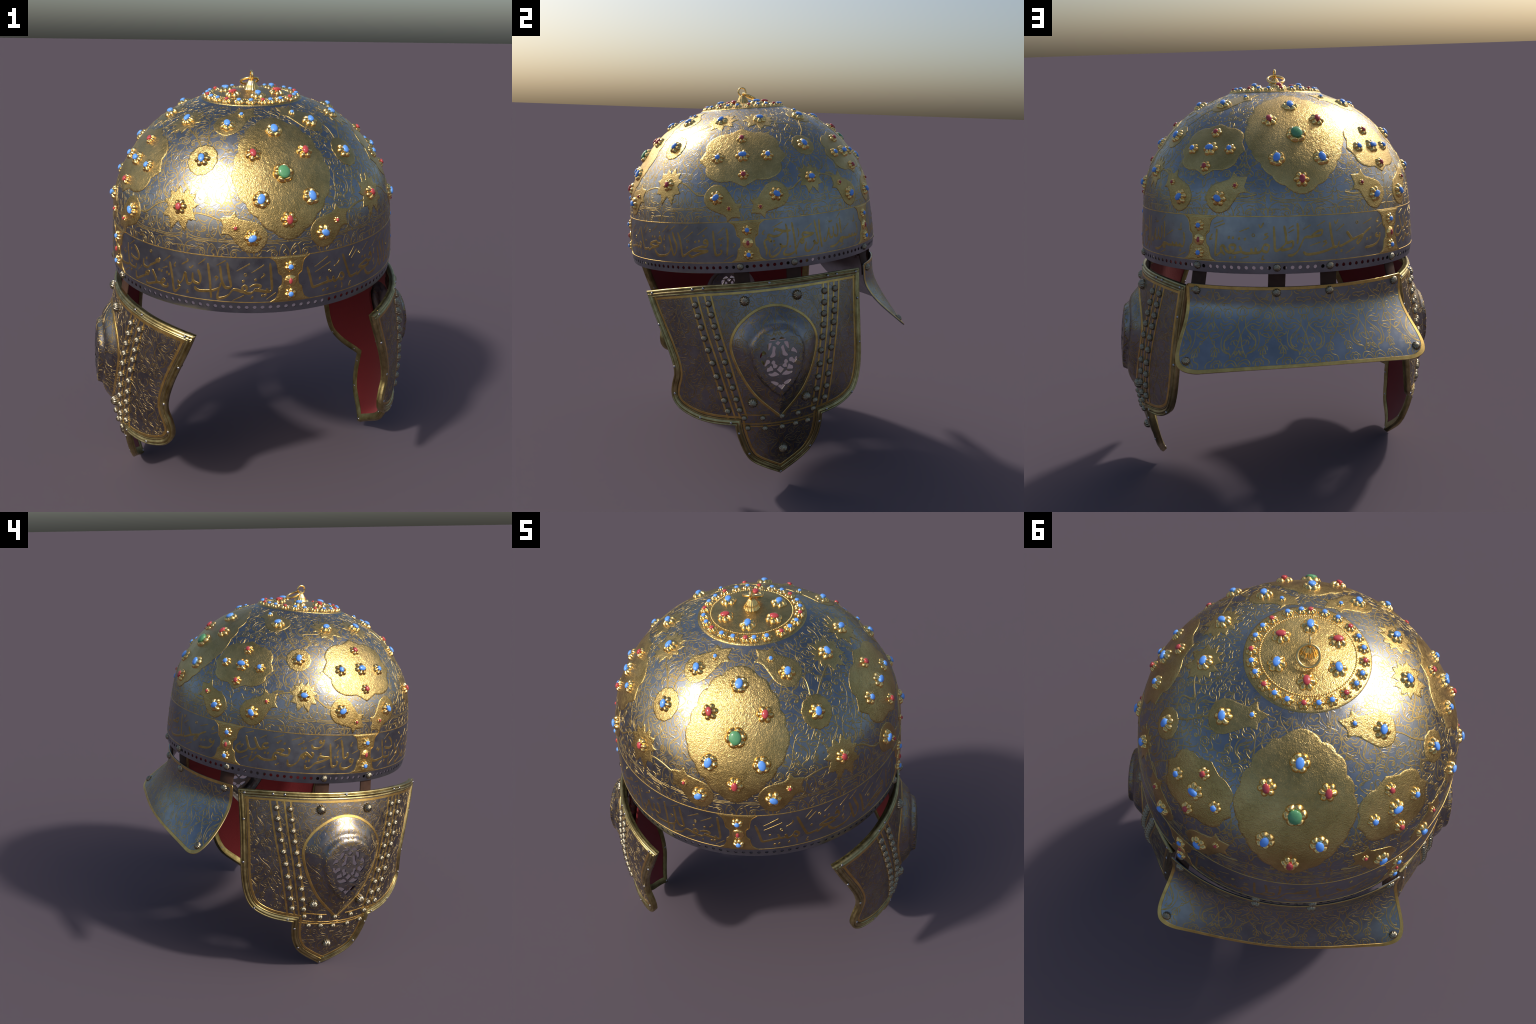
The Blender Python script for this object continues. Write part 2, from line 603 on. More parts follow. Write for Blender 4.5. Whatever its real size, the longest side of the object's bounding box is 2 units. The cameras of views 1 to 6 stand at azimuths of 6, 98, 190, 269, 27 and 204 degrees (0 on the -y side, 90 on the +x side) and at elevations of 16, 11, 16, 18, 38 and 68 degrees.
c12 = np.linspace(0, 2 * np.pi, 16, endpoint=False)
hole = np.stack([0.0080 * np.cos(c12) + cw / 2, 0.0080 * np.sin(c12) + 0.0265], 1)
ys = np.linspace(0.0, 0.0475, 7)
cell = np.concatenate([np.stack([np.linspace(0, cw, 6)[:-1], np.zeros(5)], 1), np.stack([np.full(6, cw), ys[:-1]], 1),
                       np.stack([np.linspace(cw, 0, 6)[:-1], np.full(5, ys[-1])], 1), np.stack([np.zeros(6), ys[::-1][:-1]], 1)])
V, T, ids = triangulate(cell, [hole], 0.006)
g = Geo()
for k in range(NH):
    P = V + np.array([k * cw, 0])
    t0 = g.verts(strip_map(P, np.zeros(len(P))))
    b0 = g.verts(strip_map(P, np.full(len(P), -0.004)))
    g.faces(T + t0)
    g.faces((T + b0)[:, ::-1])
    q = ids[1]
    a, c = np.arange(len(q)), (np.arange(len(q)) + 1) % len(q)
    g.faces(np.stack([q[a] + t0, q[c] + t0, q[c] + b0, q[a] + b0], 1))
    e = ids[0]
    for s0, s1 in ((0, 5), (11, 16)):
        a = np.arange(s0, s1)
        g.faces(np.stack([e[a] + t0, e[a] + b0, e[(a + 1) % len(e)] + b0, e[(a + 1) % len(e)] + t0], 1))
put("pierced_rim", g.mesh("pierced_rim", STEEL, sharp=30), DOME)


# ---------------------------------------------------------------- gilt plates on the bowl
def cusp_ring(half):
    return [tuple(p) for p in half] + [(-p[0], p[1]) for p in reversed(half)]


def sides(adeg):
    return [adeg] if adeg in (0, 180) else [adeg, -adeg]


def gilt(name, a0, h0, out, grid=0.009, top=0.0017):
    g = Geo()
    plate(g, around(a0, T_of(h0)), out, top, -0.001, grid=grid, chamfer=0.0008, back=False)
    return put(name, g.mesh(name, HAMMERED, sharp=50), DOME)


front_half = [(0.072, 0.227), (0.128, 0.160), (0.169, 0.080), (0.196, 0.010), (0.203, -0.088), (0.170, -0.150), (0.124, -0.207), (0.069, -0.262)]
back_half = [(0.070, 0.237), (0.126, 0.190), (0.171, 0.108), (0.206, 0.030), (0.203, -0.108), (0.168, -0.168), (0.125, -0.226), (0.071, -0.270)]
bul = [0.15, 0.15, 0.15, 0.17, 0.15, 0.15, 0.15]
bul = bul + [0.27] + bul[::-1] + [0.34]
gilt("front_medallion", 0, 0.583, scallop(cusp_ring(front_half), bul))
gilt("nape_medallion", 180, 0.606, scallop(cusp_ring(back_half), bul))
temple = mirror([(0, 0.157, 1), (0.06, 0.124, 1), (0.105, 0.119), (0.155, 0.088), (0.182, 0.050), (0.183, 0.018, 1), (0.220, -0.036, 1), (0.185, -0.076, 1),
                 (0.187, -0.105), (0.165, -0.138), (0.115, -0.157), (0.058, -0.155, 1), (0, -0.187, 1)])
rear = mirror([(0, 0.121, 1), (0.052, 0.096, 1), (0.085, 0.092), (0.125, 0.068), (0.141, 0.040), (0.143, 0.013, 1), (0.168, -0.028, 1), (0.143, -0.062, 1),
               (0.143, -0.085), (0.125, -0.108), (0.090, -0.122), (0.046, -0.123, 1), (0, -0.149, 1)])
for s in (1, -1):
    gilt("temple_medallion", s * 78.3, 0.568, outline([(p[0] * s,) + p[1:] for p in temple]))
    gilt("rear_medallion", s * 140.7, 0.545, outline([(p[0] * s,) + p[1:] for p in rear]))


def rosette(rx, ry, n=11, drop=0.0):
    a = np.linspace(0, 2 * np.pi, 120, endpoint=False)
    k = 1 + 0.05 * (np.abs(np.cos(n * a / 2)) - 0.6)
    return np.stack([rx * np.cos(a) * k, ry * np.sin(a) * k + drop], 1)


leaf = mirror([(0, 0.050, 1), (0.020, 0.085, 1), (0.034, 0.052, 1), (0.064, 0.056, 1), (0.056, 0.026, 1), (0.086, 0.012, 1), (0.060, -0.010, 1), (0.082, -0.052, 1), (0.046, -0.058, 1), (0.034, -0.108, 1), (0, -0.066, 1)])
for a0, h0, k in ((41.5, 0.436, 1.0), (109.0, 0.432, 0.80)):
    for s in (1, -1):
        L = outline([(p[0] * k * s, p[1] * k) + p[2:] for p in leaf])
        L = L * (1 + 0.035 * np.sin(np.arange(len(L)) * 1.9))[:, None]
        gilt("gilt_leaf", s * a0, h0, L, grid=0.007)
for a0, h0, rx, ry in ((36.8, 0.607, 0.066, 0.071), (112.5, 0.583, 0.061, 0.063)):
    for s in (1, -1):
        gilt("gilt_rosette", s * a0, h0, rosette(rx, ry), grid=0.007)
for a0, h0, tilt in ((62.0, 0.724, 0.6), (92.5, 0.722, -0.5)):
    for s in (1, -1):
        L = outline([(p[0] * 0.92, p[1] * 0.86) + p[2:] for p in leaf])
        c, d = math.cos(tilt * s), math.sin(tilt * s)
        L = L @ np.array([[c, d], [-d, c]])
        L = L * (1 + 0.04 * np.sin(np.arange(len(L)) * 1.7))[:, None]
        gilt("gilt_leaf", s * a0, h0, L, grid=0.007)

# tulips: fat bowl round the big stone, three pointed petals past the small one
tulip_half = [(-0.060, 0.0), (-0.045, 0.045), (0.0, 0.065), (0.050, 0.053), (0.090, 0.041), (0.117, 0.058, 1), (0.121, 0.028, 1), (0.155, 0.0, 1)]
tulip = [tuple(p) for p in tulip_half] + [(p[0], -p[1]) + tuple(p[2:]) for p in reversed(tulip_half[1:-1])]
TULIPS = [(13.3, 0.329, 19.3, 0.368), (66.2, 0.363, 71.5, 0.310), (91.7, 0.363, 84.5, 0.310), (130.5, 0.321, 124.8, 0.383),
          (148.3, 0.321, 154.7, 0.376), (29.5, 0.724, 21.8, 0.755), (130.5, 0.724, 143.8, 0.755)]
STONES = []      # angle, height, kind, spin
for a1, h1, a2, h2 in TULIPS:
    for s in (1, -1):
        ds = math.radians(a2 - a1) * s * R_of((T_of(h1) + T_of(h2)) / 2)
        dt = T_of(h2) - T_of(h1)
        th = math.atan2(dt, ds)
        L = outline([(p[0], p[1]) + tuple(p[2:]) for p in tulip])
        c, d = math.cos(th), math.sin(th)
        gilt("gilt_tulip", s * a1, h1, L @ np.array([[c, d], [-d, c]]), grid=0.007)
        STONES.append((s * a1, h1, "big_blue", -th + (math.pi / 2)))
        STONES.append((s * a2, h2, "tiny_blue" if h2 > 0.5 else "tiny_red", 0.0))

# gilt dividers of the inscription band (hourglass with a lobe biting in each side)
div_half = [(0, 0.2465, 1), (0.086, 0.2465, 1), (0.062, 0.228), (0.053, 0.200), (0.050, 0.178, 1), (0.036, 0.165), (0.0335, 0.145), (0.037, 0.124), (0.049, 0.111, 1),
            (0.052, 0.090), (0.062, 0.066), (0.084, 0.0505, 1), (0, 0.0505, 1)]
DIV = [0, 78.3, -78.3, 140.3, -140.3]
gl = Geo()
for a0 in DIV:
    L = outline(mirror(div_half))
    o = gilt("gilt_divider", a0, 0.0, L, grid=0.008, top=0.0014)
    m = around(a0, 0.0)
    side_pts = outline(mirror(div_half))
    for sg in (1, -1):
        e = catmull([(sg * p[0], p[1]) for p in div_half[1:-1]], 0.004)
        ribbon(gl, m, e, 0.0022, 0.0021)
full = np.stack([np.linspace(0, 2 * np.pi, 360, endpoint=False), np.zeros(360)], 1)


def ring_map(t0):
    return lambda P, off: bowl(P[:, 0], t0 + P[:, 1], off)


def hoop(g, t, half, high):
    a = np.linspace(0, 2 * np.pi, 360, endpoint=False)
    cols = []
    for k, o in ((-1, -0.001), (-0.55, high), (0.55, high), (1, -0.001)):
        cols.append(bowl(a, np.full(360, t + k * half), np.full(360, o)))
    g.grid(np.stack(cols, 1), close_u=True)


hoop(gl, T_of(0.2465), 0.0028, 0.0014)
hoop(gl, T_of(0.0505), 0.0024, 0.0012)
put("band_borders", gl.mesh("band_borders", INLAY), DOME)

# ---------------------------------------------------------------- jewelled flowers
def flower_mesh(name, n=6, H=0.75, groove=0.62, tip=0.13, pinch=0.36, sg=96, rings=17):
    a = np.linspace(0, 2 * np.pi, sg, endpoint=False)
    cr = np.abs(np.cos(n * a / 2))
    Rt = (1 - pinch) + pinch * cr ** 0.55
    rows = []
    for q in np.linspace(0.0, 1.0, rings):
        z = H * (0.15 + 0.85 * (1 - q) ** 0.85 + tip * np.exp(-((q - 0.80) / 0.16) ** 2) * cr ** 0.8)
        z = z * (1 - groove * (1 - cr) ** 1.4 * min(1.0, max(0.0, q - 0.15) * 2.2))
        if q > 0.72:
            z = z * math.sqrt(max(0.0, 1 - ((q - 0.72) / 0.30) ** 2))
        rows.append(np.stack([q * Rt * np.cos(a), q * Rt * np.sin(a), z], 1))
    rows.append(np.stack([Rt * np.cos(a), Rt * np.sin(a), np.full(sg, -0.08)], 1))
    g = Geo()
    g.grid(np.stack(rows, 0), close_v=True)
    return g.mesh(name, GOLD, sharp=0, local=True)


def gem_mesh(name, mat, seg_=28):
    pr = [(math.sin(q), 0.5 * math.cos(q)) for q in np.linspace(0.001, math.pi / 2, 9)] + [(0.985, -0.3), (0.86, -0.9)]
    g = Geo()
    g.grid(revolve(pr, seg_), close_v=True)
    return g.mesh(name, mat, sharp=0, local=True)


FLOWER = flower_mesh("gold_flower")
BEZEL = flower_mesh("gold_bezel", H=0.62, groove=0.36, tip=0.34, pinch=0.16)
BOSS = flower_mesh("gold_boss", n=8, H=0.36, groove=0.08, tip=0.0, pinch=0.05)
BLUE, RED, GREEN = gem_mesh("turquoise", TURQ), gem_mesh("coral", CORAL), gem_mesh("emerald", EMER)
# kind: setting, setting radius, setting height, stone, half-width, half-height, dome, seat
KINDS = {
    "med_blue": (BEZEL, 0.036, 0.0245, BLUE, 0.0155, 0.0215, 0.016, 0.0108),
    "big_blue": (FLOWER, 0.034, 0.0239, BLUE, 0.0135, 0.0185, 0.015, 0.0117),
    "big_red": (FLOWER, 0.034, 0.0239, RED, 0.0130, 0.0185, 0.015, 0.0117),
    "wide_blue": (FLOWER, 0.035, 0.0239, BLUE, 0.0205, 0.0135, 0.015, 0.0117),
    "leaf_blue": (FLOWER, 0.030, 0.0224, BLUE, 0.0170, 0.0130, 0.014, 0.0108),
    "leaf_red": (FLOWER, 0.032, 0.0224, RED, 0.0130, 0.0150, 0.014, 0.0108),
    "round_blue": (FLOWER, 0.031, 0.0224, BLUE, 0.0125, 0.0130, 0.014, 0.0108),
    "round_red": (FLOWER, 0.026, 0.0202, RED, 0.0122, 0.0128, 0.013, 0.0098),
    "rear_blue": (FLOWER, 0.026, 0.0209, BLUE, 0.0115, 0.0120, 0.013, 0.0102),
    "rear_red": (FLOWER, 0.025, 0.0202, RED, 0.0110, 0.0120, 0.013, 0.0098),
    "tiny_blue": (FLOWER, 0.015, 0.0116, BLUE, 0.0080, 0.0085, 0.010, 0.0059),
    "tiny_red": (FLOWER, 0.014, 0.0108, RED, 0.0070, 0.0075, 0.010, 0.0053),
    "band_blue": (FLOWER, 0.0245, 0.0159, BLUE, 0.0110, 0.0110, 0.012, 0.0078),
    "band_red": (BOSS, 0.0250, 0.0231, RED, 0.0080, 0.0125, 0.012, 0.0053),
    "green": (BEZEL, 0.043, 0.0303, GREEN, 0.0250, 0.0285, 0.022, 0.0127),
    "disc_big_blue": (FLOWER, 0.035, 0.0245, BLUE, 0.0135, 0.0195, 0.014, 0.0127),
    "disc_big_red": (FLOWER, 0.035, 0.0245, RED, 0.0135, 0.0195, 0.014, 0.0127),
    "disc_blue": (FLOWER, 0.0235, 0.0181, BLUE, 0.0098, 0.0098, 0.011, 0.0093),
    "disc_red": (FLOWER, 0.0235, 0.0181, RED, 0.0098, 0.0098, 0.011, 0.0093),
}
COUNT = {}


def set_stone(pos, n, up, kind, spin, lift):
    base, R, H, gem, rx, ry, rz, seat = KINDS[kind]
    j = random.uniform(-0.12, 0.12)
    p = np.asarray(pos) + np.asarray(n) * lift
    f = inst(base.name.split(".")[0], base, DOME, p, n, up, spin + j, (R * 1.04, R * 1.04, H * 1.18))
    inst(gem.name.split(".")[0], gem, DOME, p + np.asarray(n) * seat * 1.32, n, up, spin + j * 0.5, (rx, ry, rz))


S = STONES
for a0, tone in ((0, 1), (180, -1)):
    hs = (0.709, 0.633, 0.566, 0.475, 0.396) if a0 == 0 else (0.711, 0.648, 0.587, 0.487, 0.399)
    w1, w2 = (12.9, 10.0) if a0 == 0 else (12.9, 9.3)
    S += [(a0, hs[0], "med_blue", 0.0), (a0 - w1, hs[1], "big_red", 0.35), (a0 + w1, hs[1], "big_red", -0.2), (a0, hs[2], "green", 0.2),
          (a0 - w2, hs[3], "med_blue", -0.3), (a0 + w2, hs[3], "med_blue", 0.25), (a0, hs[4], "big_red", 0.0)]
for s in (1, -1):
    a0 = 78.3 * s
    S += [(a0, 0.552, "wide_blue", 0.0), (a0 - 12.3, 0.546, "round_blue", 0.3), (a0 + 12.3, 0.546, "round_blue", 0.0), (a0, 0.631, "round_red", 0.2), (a0, 0.463, "round_red", 0.0)]
    a0 = 140.7 * s
    S += [(a0, 0.529, "wide_blue", 0.0), (a0 - 9.6, 0.527, "rear_blue", 0.0), (a0 + 9.6, 0.527, "rear_blue", 0.2), (a0, 0.597, "rear_red", 0.0), (a0, 0.454, "rear_red", 0.2)]
    S += [(36.8 * s, 0.608, "big_blue", -0.25 * s), (112.5 * s, 0.584, "big_blue", 0.2 * s), (41.5 * s, 0.430, "leaf_red", 0.3), (109 * s, 0.427, "leaf_blue", 0.0),
          (62 * s, 0.724, "big_blue", -0.3 * s), (92.5 * s, 0.722, "big_blue", 1.2 * s)]
for a0 in DIV:
    S += [(a0, 0.203, "band_blue", 0.26), (a0, 0.141, "band_red", 0.0), (a0, 0.084, "band_blue", 0.26)]
for a0, h0, kind, spin in S:
    p, n, up = bowl_frame(a0, h0)
    set_stone(p, n, up, kind, spin, 0.002)

# ---------------------------------------------------------------- inscription
# Broad-nib pen strokes: the nib is cut at an angle, so a line swells and thins
# as it turns. Points are (degrees from the panel middle, mm above the rim).
PANEL = 0.0
INK = Geo()
NIB = math.radians(112)
pencount = [0]


def _panel(pts):
    P = np.array(pts, float)
    return np.stack([np.radians(P[:, 0]) * RS, P[:, 1] / 1000.0], 1)


def _stroke(P, half):
    pencount[0] += 1
    hi = 0.00034 + 0.00002 * (pencount[0] % 7)
    ribbon(INK, around(PANEL, 0.0), P, half, hi, shoulder=0.84)


def pen(*pts):
    P = catmull(_panel(pts), 0.0035)
    d = np.gradient(P, axis=0)
    th = np.arctan2(d[:, 1], d[:, 0])
    f = np.linspace(0, 1, len(P))
    half = 0.0071 * (0.42 + 0.58 * np.abs(np.sin(th - NIB + math.pi / 2 - 0.62)))
    half = half * np.clip(np.minimum(f, 1 - f) * 8 + 0.55, 0, 1)
    k = np.ones(3) / 3
    if len(half) > 6:
        half[1:-1] = np.convolve(half, k, "same")[1:-1]
    _stroke(P, half)


def fine(*pts):
    P = catmull(_panel(pts), 0.003)
    f = np.linspace(0, 1, len(P))
    _stroke(P, 0.0034 * np.clip(np.minimum(f, 1 - f) * 5 + 0.45, 0, 1))


def tick(a, c):
    P = catmull(_panel([a, c]), 0.006)
    f = np.linspace(0, 1, len(P))
    _stroke(P, 0.0028 * (1.15 - 0.5 * f))


def dot(a, h):
    c = _panel([(a, h)])[0]
    r = 0.0082
    P = np.array([c + (r * 0.55, r * 0.75), c, c - (r * 0.55, r * 0.75)])
    _stroke(catmull(P, 0.003), np.interp(np.linspace(0, 1, len(catmull(P, 0.003))), [0, 0.5, 1], [0.0012, 0.0068, 0.0012]))


def ring(a, h):
    c = _panel([(a, h)])[0]
    q = np.linspace(0, 2 * np.pi, 14, endpoint=False)
    pencount[0] += 1
    ribbon(INK, around(PANEL, 0.0), c + 0.0058 * np.stack([np.cos(q), np.sin(q)], 1), 0.0022, 0.0016, closed=True)


# panel: In the name ... (rear right)
PANEL = 109.3
pen((23.4, 168), (23.9, 136), (23.4, 107), (22.2, 105), (21.3, 116))
pen((21.8, 107), (20.0, 106), (19.4, 120))
pen((19.6, 105), (17.8, 105), (17.2, 119))
pen((17.4, 104), (14.9, 103), (13.2, 108), (11.5, 107), (11.2, 96), (12.3, 86), (12.8, 99), (11.4, 101), (9.3, 84), (7.4, 75), (5.0, 74))
tick((17.5, 172), (13.3, 143))
tick((24.6, 79), (20.5, 58))
dot(21.8, 85)
tick((13.1, 77), (9.3, 60))
tick((12.5, 237), (9.8, 210))
fine((21.9, 209), (21.8, 192), (22.0, 178), (20.4, 178))
pen((11.9, 208), (12.0, 171), (12.1, 130))
pen((9.8, 185), (10.3, 152), (9.8, 126), (8.6, 123), (8.0, 135))
pen((7.6, 175), (7.7, 151), (6.9, 123), (5.7, 122), (5.1, 145), (5.3, 168), (4.3, 136), (3.3, 111), (2.3, 110), (2.4, 128))
fine((5.6, 205), (5.8, 197), (6.4, 202), (6.7, 198), (7.5, 206))
pen((0.5, 221), (0.4, 152), (0.8, 80))
pen((-1.8, 221), (-1.3, 166), (-0.9, 110), (-2.1, 105), (-2.9, 119), (-2.7, 105), (-3.9, 83), (-5.7, 72), (-6.9, 77), (-7.1, 93), (-6.4, 118))
pen((-2.5, 155), (-5.0, 159), (-7.1, 165), (-8.0, 157), (-7.3, 142))
pen((-2.5, 155), (-5.1, 145), (-7.4, 140), (-9.1, 130), (-8.5, 116), (-7.7, 119), (-8.0, 132), (-9.7, 123), (-10.9, 96), (-12.3, 75), (-14.5, 66), (-16.5, 70), (-16.5, 83), (-15.1, 102))
dot(-13.8, 105)
fine((-9.8, 191), (-9.5, 167), (-10.1, 144))
tick((-3.2, 204), (-6.9, 178))
pen((-12.1, 222), (-11.6, 149), (-11.4, 63))
pen((-14.8, 218), (-14.4, 184), (-14.5, 143), (-15.3, 112), (-17.1, 110), (-17.8, 123), (-17.4, 105), (-18.9, 78), (-20.9, 65), (-22.2, 66), (-22.7, 82), (-22.4, 98))
pen((-12.9, 184), (-15.2, 182), (-17.6, 190), (-19.4, 197), (-20.0, 182))
pen((-13.1, 183), (-15.9, 182), (-17.8, 167), (-19.9, 162), (-21.6, 169), (-22.4, 172), (-22.7, 160), (-21.9, 149), (-21.6, 138), (-22.6, 152), (-24.2, 143), (-24.2, 120), (-23.7, 96), (-24.2, 68))
dot(-20.4, 139)
dot(-20.3, 121)
tick((-18.6, 108), (-21.5, 84))
tick((-16.0, 229), (-20.4, 206))
fine((-23.8, 197), (-24.8, 180), (-23.9, 176))
fine((-0.8, 88), (-1.1, 70), (-1.9, 64))
# panel: right of the brow, first part
PANEL = 39.2
pen((30.4, 217), (30.9, 158), (30.4, 84))
pen((24.7, 208), (25.0, 160), (25.5, 96), (26.4, 88), (27.9, 95), (28.2, 107), (27.6, 112))
dot(28.0, 136)
fine((26.9, 162), (27.4, 167), (27.9, 162), (28.5, 169), (29.2, 171))
fine((33.1, 143), (34.1, 135), (33.0, 122))
tick((33.1, 86), (28.9, 59))
tick((29.5, 221), (26.6, 192))
pen((21.8, 146), (20.7, 149), (20.8, 159), (21.9, 161), (22.3, 141), (21.5, 129), (19.4, 130), (15.9, 117), (13.3, 101), (11.0, 85), (10.2, 90), (9.4, 156), (8.2, 201))
pen((22.5, 110), (19.3, 110), (15.1, 114))
pen((22.5, 108), (18.1, 94), (14.9, 81), (13.3, 94))
dot(20.6, 183)
dot(16.7, 154)
dot(18.4, 158)
dot(12.8, 126)
ring(13.0, 158)
tick((22.3, 225), (17.7, 188))
tick((15.7, 204), (11.1, 166))
tick((13.3, 234), (9.5, 200))
pen((5.3, 203), (6.3, 167), (7.4, 135), (7.0, 104), (5.5, 88), (4.2, 144), (3.2, 187))
pen((4.1, 123), (3.5, 105), (1.5, 86), (-1.7, 79), (-4.0, 82), (-5.6, 101), (-5.9, 114))
fine((0.6, 139), (-0.1, 126), (0.8, 122), (0.1, 106))
fine((0.9, 186), (0.2, 165), (1.0, 163))
tick((6.8, 233), (3.4, 205))
tick((3.1, 234), (-0.8, 199))
pen((-1.9, 164), (-2.9, 166), (-2.2, 176), (-1.3, 154), (-1.9, 143), (-4.0, 142), (-5.0, 151), (-9.3, 135), (-6.2, 124), (-3.2, 128), (-7.8, 115), (-10.3, 102), (-10.6, 118))
pen((-10.7, 110), (-13.9, 104), (-15.2, 129), (-17.7, 217))
dot(-2.4, 195)
dot(-7.4, 173)
dot(-5.7, 172)
dot(-12.6, 150)
ring(-9.2, 200)
tick((-3.8, 231), (-7.3, 202))
# panel: right of the brow, second part
PANEL = 39.2
pen((-32.7, 192), (-31.8, 148), (-30.9, 101), (-29.2, 100), (-27.2, 105), (-25.5, 108), (-24.5, 110), (-25.0, 134))
pen((-24.5, 110), (-22.8, 110), (-22.2, 125), (-21.7, 105), (-20.1, 112), (-18.7, 134), (-17.4, 116), (-18.4, 103), (-19.6, 116))
dot(-27.9, 132)
dot(-26.5, 74)
dot(-24.8, 76)
dot(-21.2, 78)
fine((-18.6, 92), (-18.2, 76), (-18.5, 63))
fine((-14.0, 84), (-14.9, 63), (-13.9, 67))
ring(-23.6, 157)
tick((-24.2, 221), (-29.8, 187))
tick((-23.1, 196), (-29.8, 163))
fine((-19.5, 203), (-19.2, 193), (-20.3, 180), (-21.8, 172))
tick((-11.8, 234), (-14.5, 200))
tick((-10.4, 218), (-13.5, 185))
# panel: left of the brow
PANEL = -39.2
pen((31.7, 223), (32.3, 164), (32.7, 108), (31.5, 98), (28.7, 103), (26.7, 107), (28.1, 110), (28.7, 124), (26.7, 128), (24.9, 119))
pen((26.7, 107), (25.4, 93), (23.1, 96), (22.3, 117), (23.3, 124), (24.0, 110), (22.6, 98), (20.4, 106), (19.0, 105), (17.2, 79), (15.0, 66), (13.5, 68), (14.0, 108))
pen((30.8, 113), (31.2, 100), (30.4, 99))
dot(26.9, 151)
dot(22.6, 145)
dot(29.4, 80)
dot(30.5, 83)
ring(23.3, 173)
tick((29.7, 215), (25.4, 182))
tick((24.7, 221), (20.2, 189))
tick((34.2, 91), (30.9, 63))
tick((23.0, 82), (18.9, 57))
fine((29.4, 179), (30.0, 171), (28.6, 157))
fine((26.2, 79), (25.6, 68), (26.2, 69))
pen((16.8, 224), (17.5, 171), (18.3, 122), (17.0, 113), (15.9, 121), (15.0, 148), (14.3, 208))
pen((14.7, 134), (14.1, 112), (11.5, 96), (7.4, 89), (5.6, 93), (5.0, 106))
fine((13.3, 164), (12.6, 156), (13.6, 157), (12.8, 142))
tick((16.3, 233), (13.0, 208))
pen((9.9, 215), (10.7, 143), (11.2, 62))
pen((6.2, 182), (7.2, 149), (6.9, 124), (5.6, 121), (4.3, 133), (4.2, 165))
pen((4.3, 133), (3.6, 118), (2.2, 115), (1.2, 159), (0.2, 125), (-1.1, 108), (-1.9, 120))
fine((2.7, 190), (3.4, 184), (4.0, 192), (4.5, 197))
tick((9.0, 233), (6.3, 205))
fine((1.8, 223), (2.3, 214), (-0.2, 193))
fine((2.3, 86), (1.8, 71), (2.7, 76))
pen((-5.3, 194), (-4.2, 136), (-3.4, 69), (-1.5, 82), (-1.1, 93), (-2.1, 91))
fine((-2.7, 197), (-3.3, 181), (-2.6, 179))
pen((-6.3, 95), (-6.3, 80), (-8.2, 75), (-9.3, 86), (-9.2, 97), (-8.1, 108), (-7.6, 99), (-9.3, 86), (-11.6, 83), (-16.3, 63), (-16.9, 80))
pen((-13.6, 136), (-11.8, 101), (-11.6, 83))
pen((-16.1, 124), (-17.3, 109), (-15.7, 107), (-15.5, 122), (-17.0, 102), (-20.4, 79), (-22.8, 66), (-23.2, 99))
dot(-6.5, 143)
dot(-5.5, 137)
dot(-10.1, 146)
dot(-9.0, 143)
tick((-6.3, 170), (-8.5, 157))
pen((-10.6, 195), (-11.6, 183), (-10.2, 181), (-10.1, 194), (-11.6, 174), (-14.4, 155), (-16.1, 138), (-18.2, 143), (-18.2, 172))
dot(-16.6, 178)
ring(-14.2, 217)
tick((-5.1, 221), (-8.1, 189))
pen((-24.1, 215), (-21.9, 193), (-21.1, 166), (-22.4, 154), (-26.0, 160), (-26.3, 170))
dot(-26.2, 191)
pen((-28.9, 209), (-28.5, 162), (-28.1, 118), (-30.1, 106), (-33.9, 103), (-34.7, 119))
pen((-22.9, 134), (-23.4, 113), (-26.3, 110), (-27.8, 119))
dot(-26.0, 134)
dot(-26.6, 91)
fine((-31.3, 174), (-32.3, 159), (-30.5, 162), (-31.5, 148))
tick((-24.2, 233), (-27.3, 207))
tick((-19.4, 135), (-21.6, 109))
tick((-28.2, 93), (-31.4, 66))
# panel: left side
PANEL = -109.3
pen((24.1, 126), (23.1, 120), (24.0, 108), (24.7, 122), (24.7, 104), (23.8, 87), (21.5, 75), (19.5, 78), (18.8, 96), (19.4, 109))
pen((18.1, 224), (19.1, 182), (20.1, 132), (21.9, 138), (21.8, 153), (20.9, 146))
fine((23.8, 212), (22.9, 193), (23.8, 191))
tick((26.9, 166), (23.9, 151))
tick((18.1, 237), (14.7, 217))
pen((13.3, 205), (14.0, 147), (15.0, 92), (16.7, 92), (17.4, 108), (16.7, 115))
dot(16.2, 135)
dot(17.4, 138)
fine((16.5, 202), (16.9, 193), (15.9, 179))
fine((17.5, 173), (16.8, 156), (17.5, 152))
pen((13.8, 133), (11.3, 135), (8.9, 136), (8.6, 118))
pen((13.8, 133), (11.5, 120), (9.4, 111), (7.4, 103), (5.5, 81), (3.8, 76), (3.3, 94))
dot(9.5, 152)
dot(3.7, 112)
dot(4.9, 116)
tick((12.2, 90), (8.1, 69))
pen((9.4, 222), (8.6, 214), (9.6, 206), (10.4, 220), (10.2, 199), (8.5, 181), (6.1, 180), (5.4, 197))
tick((8.0, 235), (4.0, 212))
pen((5.4, 159), (6.4, 149), (5.9, 131), (4.4, 144), (3.1, 154), (1.7, 142), (2.5, 125), (3.2, 140), (1.4, 142), (0.3, 109), (-1.9, 87), (-3.6, 87), (-4.1, 115))
dot(1.6, 175)
dot(2.9, 178)
fine((1.6, 215), (2.0, 207), (-0.4, 191))
tick((0.9, 230), (-3.1, 212))
pen((-4.3, 171), (-3.6, 158), (-4.0, 136), (-5.8, 134), (-7.5, 139), (-6.0, 157), (-7.4, 160), (-9.1, 154))
